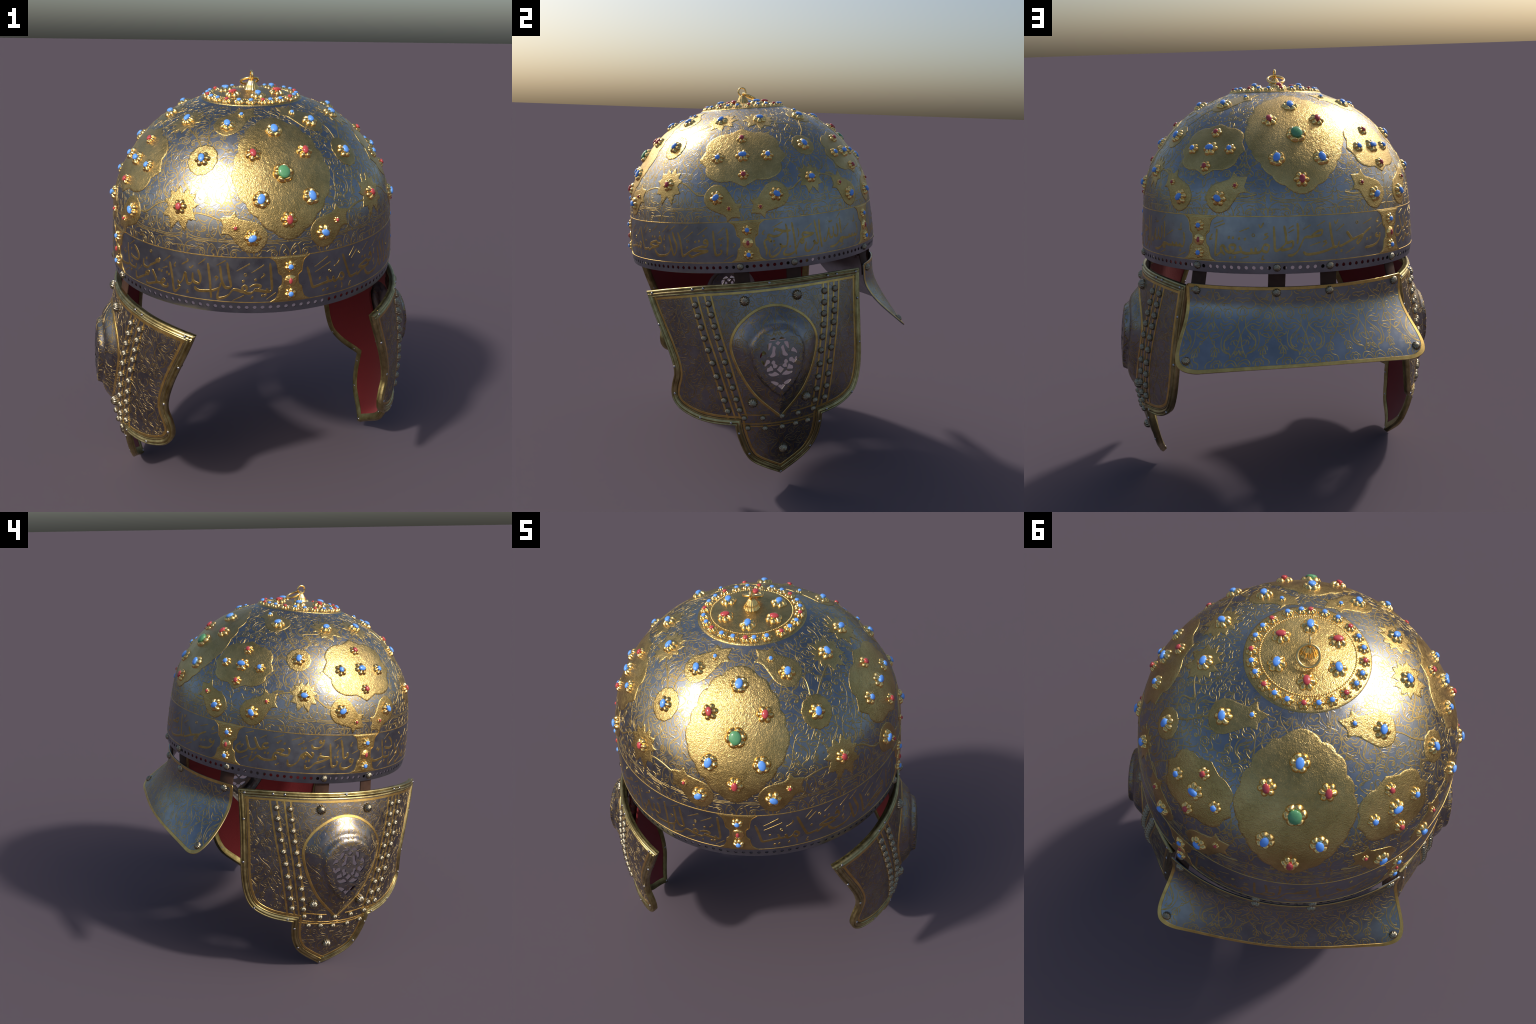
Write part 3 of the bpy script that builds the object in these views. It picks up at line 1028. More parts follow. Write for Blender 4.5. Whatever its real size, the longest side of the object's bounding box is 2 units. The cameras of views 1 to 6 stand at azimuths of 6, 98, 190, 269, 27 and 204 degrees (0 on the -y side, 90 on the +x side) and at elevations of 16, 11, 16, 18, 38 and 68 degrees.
pen((-7.5, 139), (-9.6, 140), (-10.2, 114), (-9.0, 109), (-9.4, 122), (-9.9, 107), (-12.5, 100), (-14.9, 103), (-16.8, 113), (-18.4, 92), (-19.9, 86), (-19.2, 116))
dot(-5.8, 192)
dot(-13.7, 135)
dot(-12.3, 135)
dot(-19.1, 127)
dot(-17.6, 128)
fine((-9.2, 196), (-8.6, 190), (-8.1, 199), (-7.1, 206))
fine((-9.3, 85), (-8.5, 81), (-8.0, 89), (-7.3, 92))
tick((-6.4, 236), (-10.4, 214))
pen((-12.5, 184), (-14.4, 179), (-14.8, 163), (-13.6, 158), (-12.2, 167))
pen((-14.2, 157), (-15.9, 150), (-17.3, 172), (-18.6, 205))
pen((-16.9, 163), (-18.3, 146), (-20.4, 145), (-21.5, 175), (-22.3, 205))
pen((-20.8, 151), (-21.8, 132), (-24.5, 117), (-26.4, 125), (-26.4, 143), (-25.3, 159))
fine((-24.5, 172), (-25.1, 156), (-23.4, 158), (-24.3, 142))
tick((-13.6, 224), (-16.4, 202))
tick((-19.1, 234), (-22.6, 217))
tick((-21.0, 107), (-24.4, 83))
# panel: nape
PANEL = 180.0
pen((31.8, 149), (30.8, 139), (32.4, 131), (33.1, 144), (32.9, 121), (30.3, 97), (25.0, 89))
dot(26.2, 127)
dot(28.0, 131)
pen((28.3, 176), (24.8, 153), (23.5, 129), (21.8, 112), (21.5, 123), (23.5, 140))
pen((24.8, 150), (19.6, 133), (14.3, 108), (14.0, 116))
pen((16.9, 169), (18.1, 149), (19.2, 133))
pen((13.7, 131), (12.9, 109), (11.4, 109), (10.5, 159), (9.9, 214))
pen((11.4, 107), (8.8, 94), (4.9, 84), (1.1, 81), (-0.3, 93))
fine((8.6, 138), (7.4, 132), (8.6, 127), (6.9, 110))
dot(12.4, 80)
dot(14.5, 87)
tick((28.7, 215), (24.3, 195))
tick((15.8, 201), (12.5, 174))
tick((20.2, 96), (16.2, 73))
tick((34.4, 190), (31.3, 171))
tick((6.1, 131), (2.1, 117))
fine((32.8, 218), (31.2, 199), (32.7, 198))
ring(21.5, 205)
fine((11.8, 220), (12.4, 207), (13.4, 225))
pen((7.1, 185), (5.1, 177), (3.1, 160), (6.4, 162), (7.1, 185))
pen((3.5, 154), (0.6, 154), (-0.7, 133), (-2.3, 97), (-4.2, 80), (-6.0, 80))
pen((-2.2, 217), (-2.0, 173), (-2.4, 127))
pen((-7.0, 207), (-6.5, 168), (-6.2, 135), (-4.1, 138), (-4.4, 113), (-7.5, 103), (-8.7, 107))
pen((-6.2, 135), (-8.7, 107), (-10.4, 103), (-10.6, 151), (-10.7, 205))
tick((2.6, 207), (-0.3, 187))
tick((8.1, 221), (5.0, 201))
tick((-3.4, 190), (-5.6, 176))
tick((-3.6, 206), (-5.4, 194))
pen((-12.5, 122), (-14.2, 126), (-15.1, 104), (-13.3, 96), (-12.4, 122))
pen((-15.1, 104), (-16.4, 93), (-18.8, 91), (-21.0, 89), (-22.9, 95))
pen((-17.6, 115), (-17.4, 93))
pen((-19.1, 111), (-19.0, 93))
pen((-23.5, 121), (-22.9, 99), (-24.5, 91), (-26.1, 91), (-27.1, 109), (-27.1, 122), (-25.4, 124), (-25.1, 109), (-26.8, 92), (-28.4, 97), (-29.7, 119), (-30.7, 114), (-30.4, 96), (-29.1, 78))
pen((-30.4, 96), (-32.5, 77), (-33.0, 87), (-32.5, 139), (-32.0, 191))
dot(-27.4, 156)
dot(-25.8, 155)
dot(-23.5, 152)
dot(-21.3, 150)
dot(-27.1, 68)
dot(-25.3, 71)
ring(-18.2, 167)
fine((-12.9, 176), (-14.1, 169), (-12.9, 162), (-14.6, 147))
fine((-16.1, 214), (-15.4, 200), (-14.3, 221))
tick((-19.6, 199), (-23.4, 181))
tick((-29.3, 228), (-33.2, 212))
tick((-28.8, 216), (-33.1, 196))
tick((-20.1, 76), (-23.1, 66))
fine((-33.9, 170), (-35.1, 145), (-33.9, 150))
fine((-14.7, 82), (-15.3, 64), (-14.3, 64))
put("inscription", INK.mesh("inscription", SCRIPT, sharp=22), DOME, stuff=True)

# ---------------------------------------------------------------- damascened arabesque
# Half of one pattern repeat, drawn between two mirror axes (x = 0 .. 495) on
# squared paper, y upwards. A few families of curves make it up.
def circle(x, y, r, n=9):
    q = np.linspace(0, 2 * np.pi, n)
    return [(x + r * math.cos(a), y + r * math.sin(a)) for a in q]


def cloud(x, y, r, lobes=7, wob=0.16):
    q = np.linspace(0, 2 * np.pi, lobes * 4 + 1)
    return [(x + r * (1 + wob * abs(math.sin(lobes * a / 2)) - wob) * math.cos(a), y + r * (1 + wob * abs(math.sin(lobes * a / 2)) - wob) * math.sin(a)) for a in q]


def spiral(x, y, r, a0, turns, sense=1):
    n = int(turns * 9)
    return [(x + r * (1 - 0.75 * k / n) * math.cos(a0 + sense * 2 * math.pi * turns * k / n), y + r * (1 - 0.75 * k / n) * math.sin(a0 + sense * 2 * math.pi * turns * k / n)) for k in range(n + 1)]


SCROLL = [
    # tall S stems that cross and meet on the flower axis
    [(10, 1280), (42, 1210), (10, 1120), (30, 1020), (95, 940), (160, 870)],
    [(295, 1120), (215, 1040), (100, 970), (25, 900), (5, 820), (40, 720), (105, 640), (140, 590), (10, 590)],
    [(260, 1085), (305, 1150), (265, 1240)],
    [(5, 690), (45, 620), (5, 560), (10, 530), (45, 480), (80, 455)],
    spiral(90, 800, 72, 3.4, 1.4, -1),
    [(70, 1110), (105, 1070), (85, 1030)], [(38, 1140), (85, 1150), (125, 1080), (205, 1050)], [(205, 1090), (125, 1050), (60, 1030)],
    # hanging flower on its beaded stem
    circle(95, 440, 20), [(105, 420), (140, 360), (150, 255)],
    [(135, 385), (95, 360), (85, 315)], [(140, 365), (185, 355), (215, 305)], [(132, 345), (112, 300), (100, 262)], [(148, 345), (182, 302), (182, 252)], [(110, 262), (150, 270), (190, 248)],
    [(150, 250), (130, 210), (70, 180), (50, 130), (80, 100)],
    # paired leaves
    [(12, 520), (62, 490), (132, 510), (192, 540), (194, 570)], [(62, 500), (82, 540), (132, 550), (172, 530)],
    [(0, 690), (48, 700), (58, 640), (26, 600)],
    # peony
    cloud(270, 840, 66), circle(205, 880, 24), [(255, 860), (285, 840), (268, 810), (240, 822)],
    [(135, 780), (165, 760), (215, 710), (275, 720)],
    # long feathered leaf
    [(150, 700), (178, 632), (238, 602), (300, 610), (342, 632), (328, 656), (300, 632)],
    [(150, 700), (220, 660), (300, 690), (368, 680), (420, 632), (358, 570), (288, 510), (258, 440), (288, 360), (348, 340), (330, 380)],
    [(238, 590), (210, 480), (230, 370), (300, 300), (368, 280), (380, 230)], [(280, 500), (258, 400), (300, 320), (360, 290)],
    # crossing canes and the heart they tie
    [(262, 760), (360, 740), (430, 660), (478, 560), (495, 520)], [(470, 800), (445, 760), (425, 640), (350, 540), (280, 460)],
    [(495, 360), (425, 400), (400, 450), (435, 470), (465, 440), (485, 510), (495, 530)], [(492, 520), (455, 370), (395, 250), (375, 220)],
    [(392, 470), (360, 430), (372, 400)], [(400, 520), (362, 505), (350, 475)], spiral(455, 290, 26, 1.0, 1.2),
    [(495, 330), (470, 270), (420, 240)], circle(495, 210, 24),
    # split palmette at the foot
    [(495, 110), (450, 180), (370, 200), (320, 150), (330, 110), (410, 160), (470, 110)], spiral(372, 78, 34, 2.0, 1.5), [(480, 100), (462, 60), (478, 30), (495, 45)],
    cloud(205, 130, 78, 8), cloud(208, 135, 42, 5, 0.25), [(120, 60), (80, 50), (60, 20)], [(60, -10), (110, 50), (190, 70)], [(10, 60), (40, 20), (20, -20)],
    # onion dome at the head
    [(495, 960), (415, 900), (405, 840), (450, 800), (495, 803)], [(495, 935), (458, 880), (452, 830)], [(440, 803), (495, 803)], [(470, 800), (480, 750), (495, 730)],
    [(495, 1070), (412, 1080), (375, 1060), (392, 1030), (450, 1030), (495, 1000)], [(338, 1050), (298, 1020), (288, 970), (348, 920), (415, 920), (480, 950)], [(295, 985), (190, 985)], circle(180, 965, 18),
    [(365, 1260), (410, 1240), (395, 1200), (450, 1180), (490, 1140)], [(330, 1200), (360, 1150), (420, 1130)], cloud(420, 1215, 38, 5),
]
# border row above the inscription: arches, lobed ovals and curls (x = 0 .. 540)
BORDER = [
    [(0, -10), (10, 80), (50, 160), (150, 210), (170, 210)], [(20, 410), (50, 320), (130, 270), (330, 245), (520, 255)], [(20, 460), (50, 550), (160, 590)],
    [(40, 290), (40, 270), (150, 230), (520, 220)], circle(515, 232, 14), circle(45, 280, 14), circle(50, 232, 13),
    [(390, -20), (380, 60), (410, 150), (450, 180), (510, 110), (535, 40), (535, -30)], spiral(295, 40, 62, 2.4, 1.6, -1), [(190, 80), (250, 110), (320, 100)],
    [(440, 140), (480, 110), (440, 60), (490, 20), (450, 0)], [(10, 110), (180, 100)], [(40, 110), (70, 60), (50, 20)], [(110, 110), (100, 60), (50, 10)],
    [(540, 470), (510, 340), (450, 270), (410, 320), (390, 400), (420, 520), (490, 560), (540, 480)], [(450, 440), (490, 380), (440, 340), (470, 310)],
    spiral(310, 400, 50, 4.0, 1.5), [(190, 360), (270, 345), (345, 380)], [(170, 210), (250, 200), (350, 200), (420, 160)],
    [(0, 330), (45, 360), (100, 330), (150, 340)], [(190, 480), (240, 520), (320, 500), (380, 540)], [(200, 560), (270, 470), (350, 460)], circle(240, 300, 22), circle(380, 300, 18),
    [(190, 170), (230, 150), (300, 160), (330, 140)], [(0, 600), (30, 520), (5, 440)],
]


def curves(motif, step):
    return [catmull(c, step) for c in motif]


ORN = Geo()
ncurve = [0]


def scatter_run(g, fmap, P, half, high, ok=None, flip=False):
    ncurve[0] += 1
    high = high * (0.86 + 0.05 * (ncurve[0] % 7))
    if ok is None:
        ribbon(g, fmap, P, half, high, flip=flip, shoulder=0.72)
        return
    k = ok(P)
    i = 0
    while i < len(P):
        if k[i]:
            j = i
            while j + 1 < len(P) and k[j + 1]:
                j += 1
            if j - i >= 2:
                ribbon(g, fmap, P[i:j + 1], half, high, flip=flip, shoulder=0.72)
            i = j + 1
        else:
            i += 1


def tile_bowl(motif, width, n, t0, t1, scale_y, half, phase=0.0, y0=0.0):
    """n mirrored repeats round the bowl, pattern foot at t0"""
    step = 22
    for c in curves(motif, step):
        for k in range(n):
            for m in (1, -1):
                a = 2 * math.pi * (k + phase) / n + m * c[:, 0] / width * math.pi / n
                t = t0 + (c[:, 1] - y0) * scale_y
                Rm = float(R_of(np.clip((t0 + t1) / 2, 0, 1.0)))
                P = np.stack([a * Rm, t], 1)
                f = lambda Q, off, Rm=Rm: bowl(Q[:, 0] / Rm, Q[:, 1], off)
                scatter_run(ORN, f, P, half, 0.00034, lambda Q: (Q[:, 1] > t0) & (Q[:, 1] < t1))


tile_bowl(BORDER, 540, 14, T_of(0.2465) + 0.002, T_of(0.2465) + 0.170, 0.000278, 0.0022, phase=0.5)
tile_bowl(SCROLL, 495, 16, T_of(0.2465) + 0.168, T_of(0.2465) + 0.455, 0.000262, 0.0022, phase=0.5, y0=90)
tile_bowl(SCROLL, 495, 11, T_of(0.2465) + 0.452, T_of(0.777), 0.00023, 0.0021, phase=0.25, y0=20)
# vines that tie leaves, tulips and rosettes together
VINES = [
    [(44.5, 0.425), (48, 0.44), (52, 0.425), (55.5, 0.395), (58, 0.378), (61, 0.376)], [(38.0, 0.405), (34, 0.415), (29.5, 0.41), (25, 0.395), (21, 0.385)],
    [(96.5, 0.378), (99.5, 0.385), (102, 0.405), (105, 0.428)], [(112, 0.43), (116, 0.435), (119.5, 0.425), (122, 0.405)],
    [(36.8, 0.655), (38, 0.70), (34, 0.715), (33, 0.722)], [(110, 0.63), (106, 0.66), (111, 0.69), (100, 0.70), (96, 0.715)], [(40, 0.65), (46, 0.68), (54, 0.70), (60, 0.71)],
    [(115, 0.63), (119, 0.66), (122, 0.69), (126, 0.71)], [(152, 0.345), (158, 0.33), (163, 0.34)], [(124, 0.40), (122, 0.43), (118, 0.44)],
]
for v in VINES:
    for s in (1, -1):
        P = np.array([(math.radians(a * s) * 0.55, T_of(h)) for a, h in v])
        ribbon(ORN, lambda Q, off: bowl(Q[:, 0] / 0.55, Q[:, 1], off), catmull(P, 0.006), 0.0042, 0.0012)
put("damascened_scrolls", ORN.mesh("damascened_scrolls", SCROLLM, sharp=20), DOME, stuff=True)

# ---------------------------------------------------------------- crown disc and finial
g = Geo()
prof = [(0.0005, 0.8195), (0.03, 0.8188), (0.06, 0.8168), (0.12, 0.8100), (0.165, 0.8030), (0.175, 0.8010), (0.205, 0.7945), (0.222, 0.7898), (0.2285, 0.7872), (0.2320, 0.7852), (0.2335, 0.7830), (0.2340, 0.779)]
pr = catmull(prof, 0.006)
g.grid(revolve(pr, 160), close_v=True)
DISC = put("crown_disc", g.mesh("crown_disc", HAMMERED, sharp=35), DOME)


def disc_at(adeg, r):
    a = math.radians(adeg)
    z = float(np.interp(r, pr[:, 0], pr[:, 1]))
    dz = float(np.interp(r + 0.01, pr[:, 0], pr[:, 1]) - np.interp(r - 0.01, pr[:, 0], pr[:, 1])) / 0.02
    e = np.array([math.sin(a), -math.cos(a), 0.0])
    n = np.array([0, 0, 1.0]) - e * dz
    return e * r + np.array([0, 0, z]), n / np.linalg.norm(n), -e


for k, (a0, c) in enumerate(((0, "blue"), (57, "red"), (-57, "red"), (117, "blue"), (-117, "blue"), (180, "red"))):
    p, n, up = disc_at(a0, 0.122)
    set_stone(p, n, up, "disc_big_" + c, (0, 0.5, -0.5, 0.9, -0.9, 0.1)[k], 0.0)
rim_angles = [24.9, 10.3, 0.6, -14.3, -29.2, -45.9, -60.8, -75.6, -91.5, -107.2, -121.1, -136.3, -152.7, -166.5, 178.9, 162.3, 148.3, 134.0, 117.2, 103.2, 89.1, 71.8, 57.2, 43.7]
for k, a0 in enumerate(rim_angles):
    p, n, up = disc_at(a0, 0.2035)
    set_stone(p, n, up, "disc_red" if k % 3 == 2 else "disc_blue", 0.0, 0.0)
g = Geo()
bead = np.asarray(revolve([(math.sin(q) * 0.0042, math.cos(q) * 0.0036) for q in np.linspace(0.01, math.pi / 2, 4)], 8))
for k in range(130):
    p, n, up = disc_at(k * 360 / 130, 0.1745)
    s = np.cross(up, n)
    g.grid(bead[..., 0:1] * s + bead[..., 1:2] * up + bead[..., 2:3] * n + p, close_v=True)
put("bead_ring", g.mesh("bead_ring", GOLD, sharp=0), DISC, stuff=True)

g = Geo()
knob = catmull([(0.0005, 0.8625), (0.0090, 0.8620), (0.0140, 0.8580), (0.0200, 0.8480), (0.0250, 0.8390), (0.0285, 0.8300), (0.0325, 0.8220), (0.0360, 0.8165)], 0.002)
g.grid(revolve(knob, 96, lambda a: 1 + 0.045 * np.cos(16 * a)), close_v=True)
FINIAL = put("finial_knob", g.mesh("finial_knob", GOLD, sharp=0), DISC)


def torus(c, ax_u, ax_v, R, r, nu=48, nv=14, squash=1.0):
    c, ax_u, ax_v = (np.asarray(q, float) for q in (c, ax_u, ax_v))
    ax_u /= np.linalg.norm(ax_u); ax_v /= np.linalg.norm(ax_v)
    w = np.cross(ax_u, ax_v)
    A = np.linspace(0, 2 * np.pi, nu, endpoint=False)[:, None, None]
    B = np.linspace(0, 2 * np.pi, nv, endpoint=False)[None, :, None]
    d = np.cos(A) * ax_u + np.sin(A) * ax_v
    return c + d * (R + r * np.cos(B)) + w * (r * squash * np.sin(B))


g = Geo()
g.grid(torus((0, 0, 0.8805), (0, 1, 0), (0, 0, 1), 0.0202, 0.0046), close_u=True, close_v=True, flip=True)
put("finial_loop", g.mesh("finial_loop", GOLD, sharp=0), DISC)
g = Geo()
g.grid(torus((0, 0.041, 0.8515), (1, 0, 0), (0, 0.888, -0.46), 0.0405, 0.0058), close_u=True, close_v=True, flip=True)
put("hanging_ring", g.mesh("hanging_ring", GOLD, sharp=0), DISC)

# ---------------------------------------------------------------- studs
def stud_mesh(name, lobes=12, mat=STUDM):
    sg = lobes * 6
    rows = []
    a = np.linspace(0, 2 * np.pi, sg, endpoint=False)
    fl = np.abs(np.cos(lobes * a / 2))
    for q in np.linspace(0.0, 1.0, 9):
        th = q * math.pi / 2
        k = math.sin(th)
        R = k * (1 - 0.15 * (1 - fl ** 0.7) * q ** 0.5)
        z = 0.82 * math.cos(th) - 0.13 * (1 - fl ** 0.7) * k * (1 - 0.6 * q)
        rows.append(np.stack([R * np.cos(a), R * np.sin(a), z], 1))
    rows.append(np.stack([np.cos(a) * 0.93, np.sin(a) * 0.93, np.full(sg, -0.25)], 1))
    g = Geo()
    g.grid(np.stack(rows, 0), close_v=True)
    return g.mesh(name, mat, sharp=0, local=True)


STUD = stud_mesh("fluted_stud")
gr = Geo()
gr.grid(revolve([(math.sin(q), 0.75 * math.cos(q)) for q in np.linspace(0.001, math.pi / 2, 6)] + [(1.0, -0.3)], 14), close_v=True)
RIVET = gr.mesh("rivet", RIVETM, sharp=0, local=True)

STRAP_A = [74.53, 97.03, 139.22, 170.16]
for s in (1, -1):
    for a0 in STRAP_A:
        a = math.radians(a0 * s)
        e = np.array([math.sin(a), -math.cos(a), 0.0])
        inst("fluted_stud", STUD, DOME, e * 0.680 + np.array([0, 0, 0.0265]), e, UPL := np.array([0, 0, 1.0]), 0.0, (0.0185,) * 3)

# ---------------------------------------------------------------- cheek pieces
CK = [0.6559, 0.0015, 0.0816, -0.0184, -0.3897, -0.4823, -0.2535, -0.0945, 0.5962, -0.2971, 0.4748, -0.0224, -0.1586, 0.0408, -0.2632, -0.2181]
AXIS = 0.05      # the barrel of the cheek pieces is centred a little forward
RC = 0.71


def tear(P):
    """radius of each nested teardrop outline of the boss at the polar angle of P"""
    c = np.array([0.0, -0.40])
    d = P - c
    return np.hypot(d[:, 0], d[:, 1]), np.arctan2(d[:, 0], d[:, 1])


def tear_radius(half):
    L = outline(mirror([(p[0], p[1] + 0.40) + tuple(p[2:]) for p in half]), 0.004)
    th = np.arctan2(L[:, 0], L[:, 1])
    r = np.hypot(L[:, 0], L[:, 1])
    o = np.argsort(th)
    th, r = th[o], r[o]
    return np.concatenate([th - 2 * np.pi, th, th + 2 * np.pi]), np.concatenate([r, r, r])


TEAR_OUT = [(0, -0.168), (0.082, -0.186), (0.161, -0.243), (0.203, -0.312), (0.208, -0.380), (0.172, -0.490), (0.110, -0.605), (0.0, -0.728, 1)]
TEAR_STEP = [(0, -0.246), (0.060, -0.258), (0.106, -0.300), (0.125, -0.352), (0.124, -0.410), (0.098, -0.490), (0.056, -0.556), (0.0, -0.612, 1)]
TEAR_WALL = [(0, -0.262), (0.055, -0.274), (0.097, -0.313), (0.114, -0.358), (0.113, -0.410), (0.089, -0.488), (0.050, -0.550), (0.0, -0.602, 1)]
TEAR_TOP = [(0, -0.281), (0.048, -0.292), (0.086, -0.327), (0.101, -0.366), (0.099, -0.411), (0.077, -0.486), (0.042, -0.543), (0.0, -0.588, 1)]
LEVELS = [(tear_radius(TEAR_TOP), 0.061), (tear_radius(TEAR_WALL), 0.053), (tear_radius(TEAR_STEP), 0.037), (tear_radius(TEAR_OUT), 0.0)]


def boss(P):
    r, th = tear(P)
    R = [np.interp(th, *L[0]) for L in LEVELS]
    h = np.zeros(len(P))
    top = r <= R[0]
    h[top] = LEVELS[0][1] + 0.003 * (1 - (r[top] / R[0][top]) ** 2)
    q = np.clip((r - R[0]) / (R[1] - R[0]), 0, 1)
    m = (r > R[0]) & (r <= R[1])
    h[m] = LEVELS[1][1] + (LEVELS[0][1] - LEVELS[1][1]) * np.sqrt(1 - q[m] ** 2 * 0.999)
    q = np.clip((r - R[1]) / (R[2] - R[1]), 0, 1)
    m = (r > R[1]) & (r <= R[2])
    h[m] = LEVELS[2][1] + (LEVELS[1][1] - LEVELS[2][1]) * (1 - q[m]) ** 1.6
    q = np.clip((r - R[2]) / (R[3] - R[2]), 0, 1)
    m = (r > R[2]) & (r <= R[3])
    h[m] = LEVELS[2][1] * (0.5 * (1 - q[m] ** 2.0) + 0.5 * (0.5 + 0.5 * np.cos(np.pi * q[m] ** 1.15)))
    return h


def cheek_raw(P, with_boss=True):
    th, z = P[:, 0] / RC, P[:, 1]
    c = CK
    r = (c[0] + c[1] * th + c[2] * th ** 2 + c[3] * th ** 3 + c[4] * z + c[5] * z ** 2 + c[6] * z ** 3 + c[7] * th * z + c[8] * th ** 2 * z
         + c[9] * th * z ** 2 + c[10] * th ** 2 * z ** 2 + c[11] * th ** 4 + c[12] * z ** 4
         + c[13] * th ** 3 * z + c[14] * th * z ** 3 + c[15] * th ** 4 * z)
    if with_boss:
        r = r + boss(P)
    return np.stack([r * np.cos(th), -(AXIS + r * np.sin(th)), z], -1)


def cheek(P, off, with_boss=True):
    P = np.asarray(P, float)
    e = 2e-3
    p = cheek_raw(P, with_boss)
    du = cheek_raw(P + (e, 0), with_boss) - cheek_raw(P - (e, 0), with_boss)
    dv = cheek_raw(P + (0, e), with_boss) - cheek_raw(P - (0, e), with_boss)
    n = np.cross(dv, du)
    n /= np.linalg.norm(n, axis=1)[:, None]
    return p + n * np.asarray(off)[:, None]


CHEEK_OUT = [(0.687, -0.098, 1), (0.647, -0.190), (0.606, -0.275), (0.567, -0.360), (0.537, -0.445), (0.530, -0.505), (0.550, -0.560), (0.561, -0.610), (0.550, -0.655),
             (0.505, -0.698), (0.412, -0.735), (0.325, -0.750), (0.220, -0.757, 1), (0.216, -0.800), (0.206, -0.850), (0.186, -0.920), (0.142, -0.983), (0.0, -1.0755, 1),
             (-0.134, -0.988), (-0.182, -0.935), (-0.209, -0.875), (-0.220, -0.815), (-0.223, -0.760, 1), (-0.330, -0.748), (-0.405, -0.722), (-0.452, -0.685), (-0.485, -0.615),
             (-0.506, -0.520), (-0.520, -0.400), (-0.541, -0.250), (-0.572, -0.075, 1), (-0.45, -0.064), (-0.30, -0.057), (0.0, -0.053), (0.30, -0.056), (0.41, -0.063), (0.55, -0.077)]
COUT = ccw(outline(CHEEK_OUT, 0.010))

OPEN_PAIR = [
    [(0.037, -0.320), (0.027, -0.311), (0.016, -0.305), (0.009, -0.311), (0.008, -0.319), (0.023, -0.320)],
    [(0.044, -0.332), (0.027, -0.329), (0.032, -0.347), (0.044, -0.364), (0.047, -0.349)],
    [(0.023, -0.345), (0.011, -0.353), (0.015, -0.372), (0.016, -0.391), (0.032, -0.400), (0.039, -0.393), (0.029, -0.375)],
    [(0.064, -0.362), (0.054, -0.378), (0.072, -0.387), (0.081, -0.396), (0.078, -0.378)],
    [(0.079, -0.408), (0.068, -0.411), (0.065, -0.421), (0.056, -0.408), (0.043, -0.410), (0.042, -0.425), (0.053, -0.431), (0.062, -0.439), (0.075, -0.424)],
    [(0.027, -0.413), (0.019, -0.421), (0.019, -0.431), (0.010, -0.440), (0.016, -0.451), (0.025, -0.453), (0.030, -0.445), (0.030, -0.434), (0.036, -0.424)],
    [(0.055, -0.449), (0.046, -0.445), (0.038, -0.438), (0.030, -0.460), (0.043, -0.465), (0.056, -0.466)],
    [(0.052, -0.476), (0.035, -0.475), (0.023, -0.469), (0.006, -0.487), (0.030, -0.493), (0.044, -0.488)],
    [(0.044, -0.516), (0.029, -0.516), (0.011, -0.528), (0.020, -0.540), (0.033, -0.531)],
]
OPEN_MID = [[(0, -0.322), (-0.012, -0.333), (0, -0.345), (0.012, -0.333)], [(0, -0.442), (-0.0155, -0.460), (0, -0.478), (0.0155, -0.460)],
            [(0.016, -0.541), (0.006, -0.534), (0, -0.539), (-0.006, -0.534), (-0.016, -0.541), (0, -0.562)]]
HOLES = []
for h in OPEN_PAIR:
    q = catmull(h, 0.003, closed=True)
    HOLES += [ccw(q), ccw(q * (-1, 1))]
for h in OPEN_MID:
    HOLES.append(ccw(outline([p + (1,) for p in h], 0.003)))
HOLES_WIDE = [inset(h, -0.002) for h in HOLES]
TEAR_BASE = ccw(outline(mirror([(p[0] * 0.78, -0.40 + (p[1] + 0.40) * 0.78) + tuple(p[2:]) for p in TEAR_OUT]), 0.008))
TEAR_BAND = ccw(outline(mirror(TEAR_OUT), 0.008))
WINDOW = ccw(outline(mirror([(0, -0.297), (0.045, -0.312), (0.084, -0.360), (0.088, -0.405), (0.066, -0.470), (0.050, -0.515), (0.0, -0.568, 1)]), 0.006))


def flat_cheek(P, off):
    return cheek(P, off, False)


gs = {k: Geo() for k in ("plate", "lining", "rim", "trim", "inlay", "scroll")}
plate(gs["plate"], cheek, COUT, 0.0, -0.006, holes=HOLES, grid=0.0095, chamfer=0.001, flip=True)
plate(gs["lining"], flat_cheek, inset(COUT, 0.012), -0.0065, -0.0180, holes=[TEAR_BASE], grid=0.014, chamfer=0.001, flip=True)


def sweep(g, P, sections, flip=False):
    """moulding: sections are (inset, height) pairs, swept round the outline"""
    cols = []
    for d, o in sections:
        cols.append(flat_cheek(inset(P, d) if d else P, np.full(len(P), o)))
    g.grid(np.stack(cols, 1), close_u=True, close_v=True, flip=flip)


sweep(gs["rim"], COUT, [(0.0, -0.010), (-0.0015, -0.004), (-0.0015, 0.005), (0.001, 0.0085), (0.005, 0.0095), (0.008, 0.0075), (0.0095, 0.0040), (0.0115, 0.0040), (0.014, 0.0085),
                        (0.018, 0.0105), (0.022, 0.0090), (0.025, 0.0045), (0.0265, 0.0040), (0.029, 0.0062), (0.0325, 0.0060), (0.034, 0.003), (0.0345, -0.001)])
sweep(gs["trim"], COUT, [(0.0015, -0.0195), (0.0, -0.0105), (0.036, -0.0105), (0.036, -0.0195), (0.034, -0.0205), (0.004, -0.0205)])
RI = gs["inlay"]


def band(P, half=0.0045, closed=False, high=0.0016):
    ribbon(RI, cheek, P, half, high, closed=closed, flip=True, shoulder=0.85)


band(inset(COUT, 0.0435), 0.0064, True)
band(TEAR_BAND, 0.0068, True, 0.0020)
INNER = np.array([(0.304, -0.143), (0.266, -0.305), (0.236, -0.427), (0.209, -0.556), (0.185, -0.674)])
OUTER = np.array([(0.374, -0.148), (0.332, -0.305), (0.298, -0.427), (0.268, -0.556), (0.2425, -0.674)])


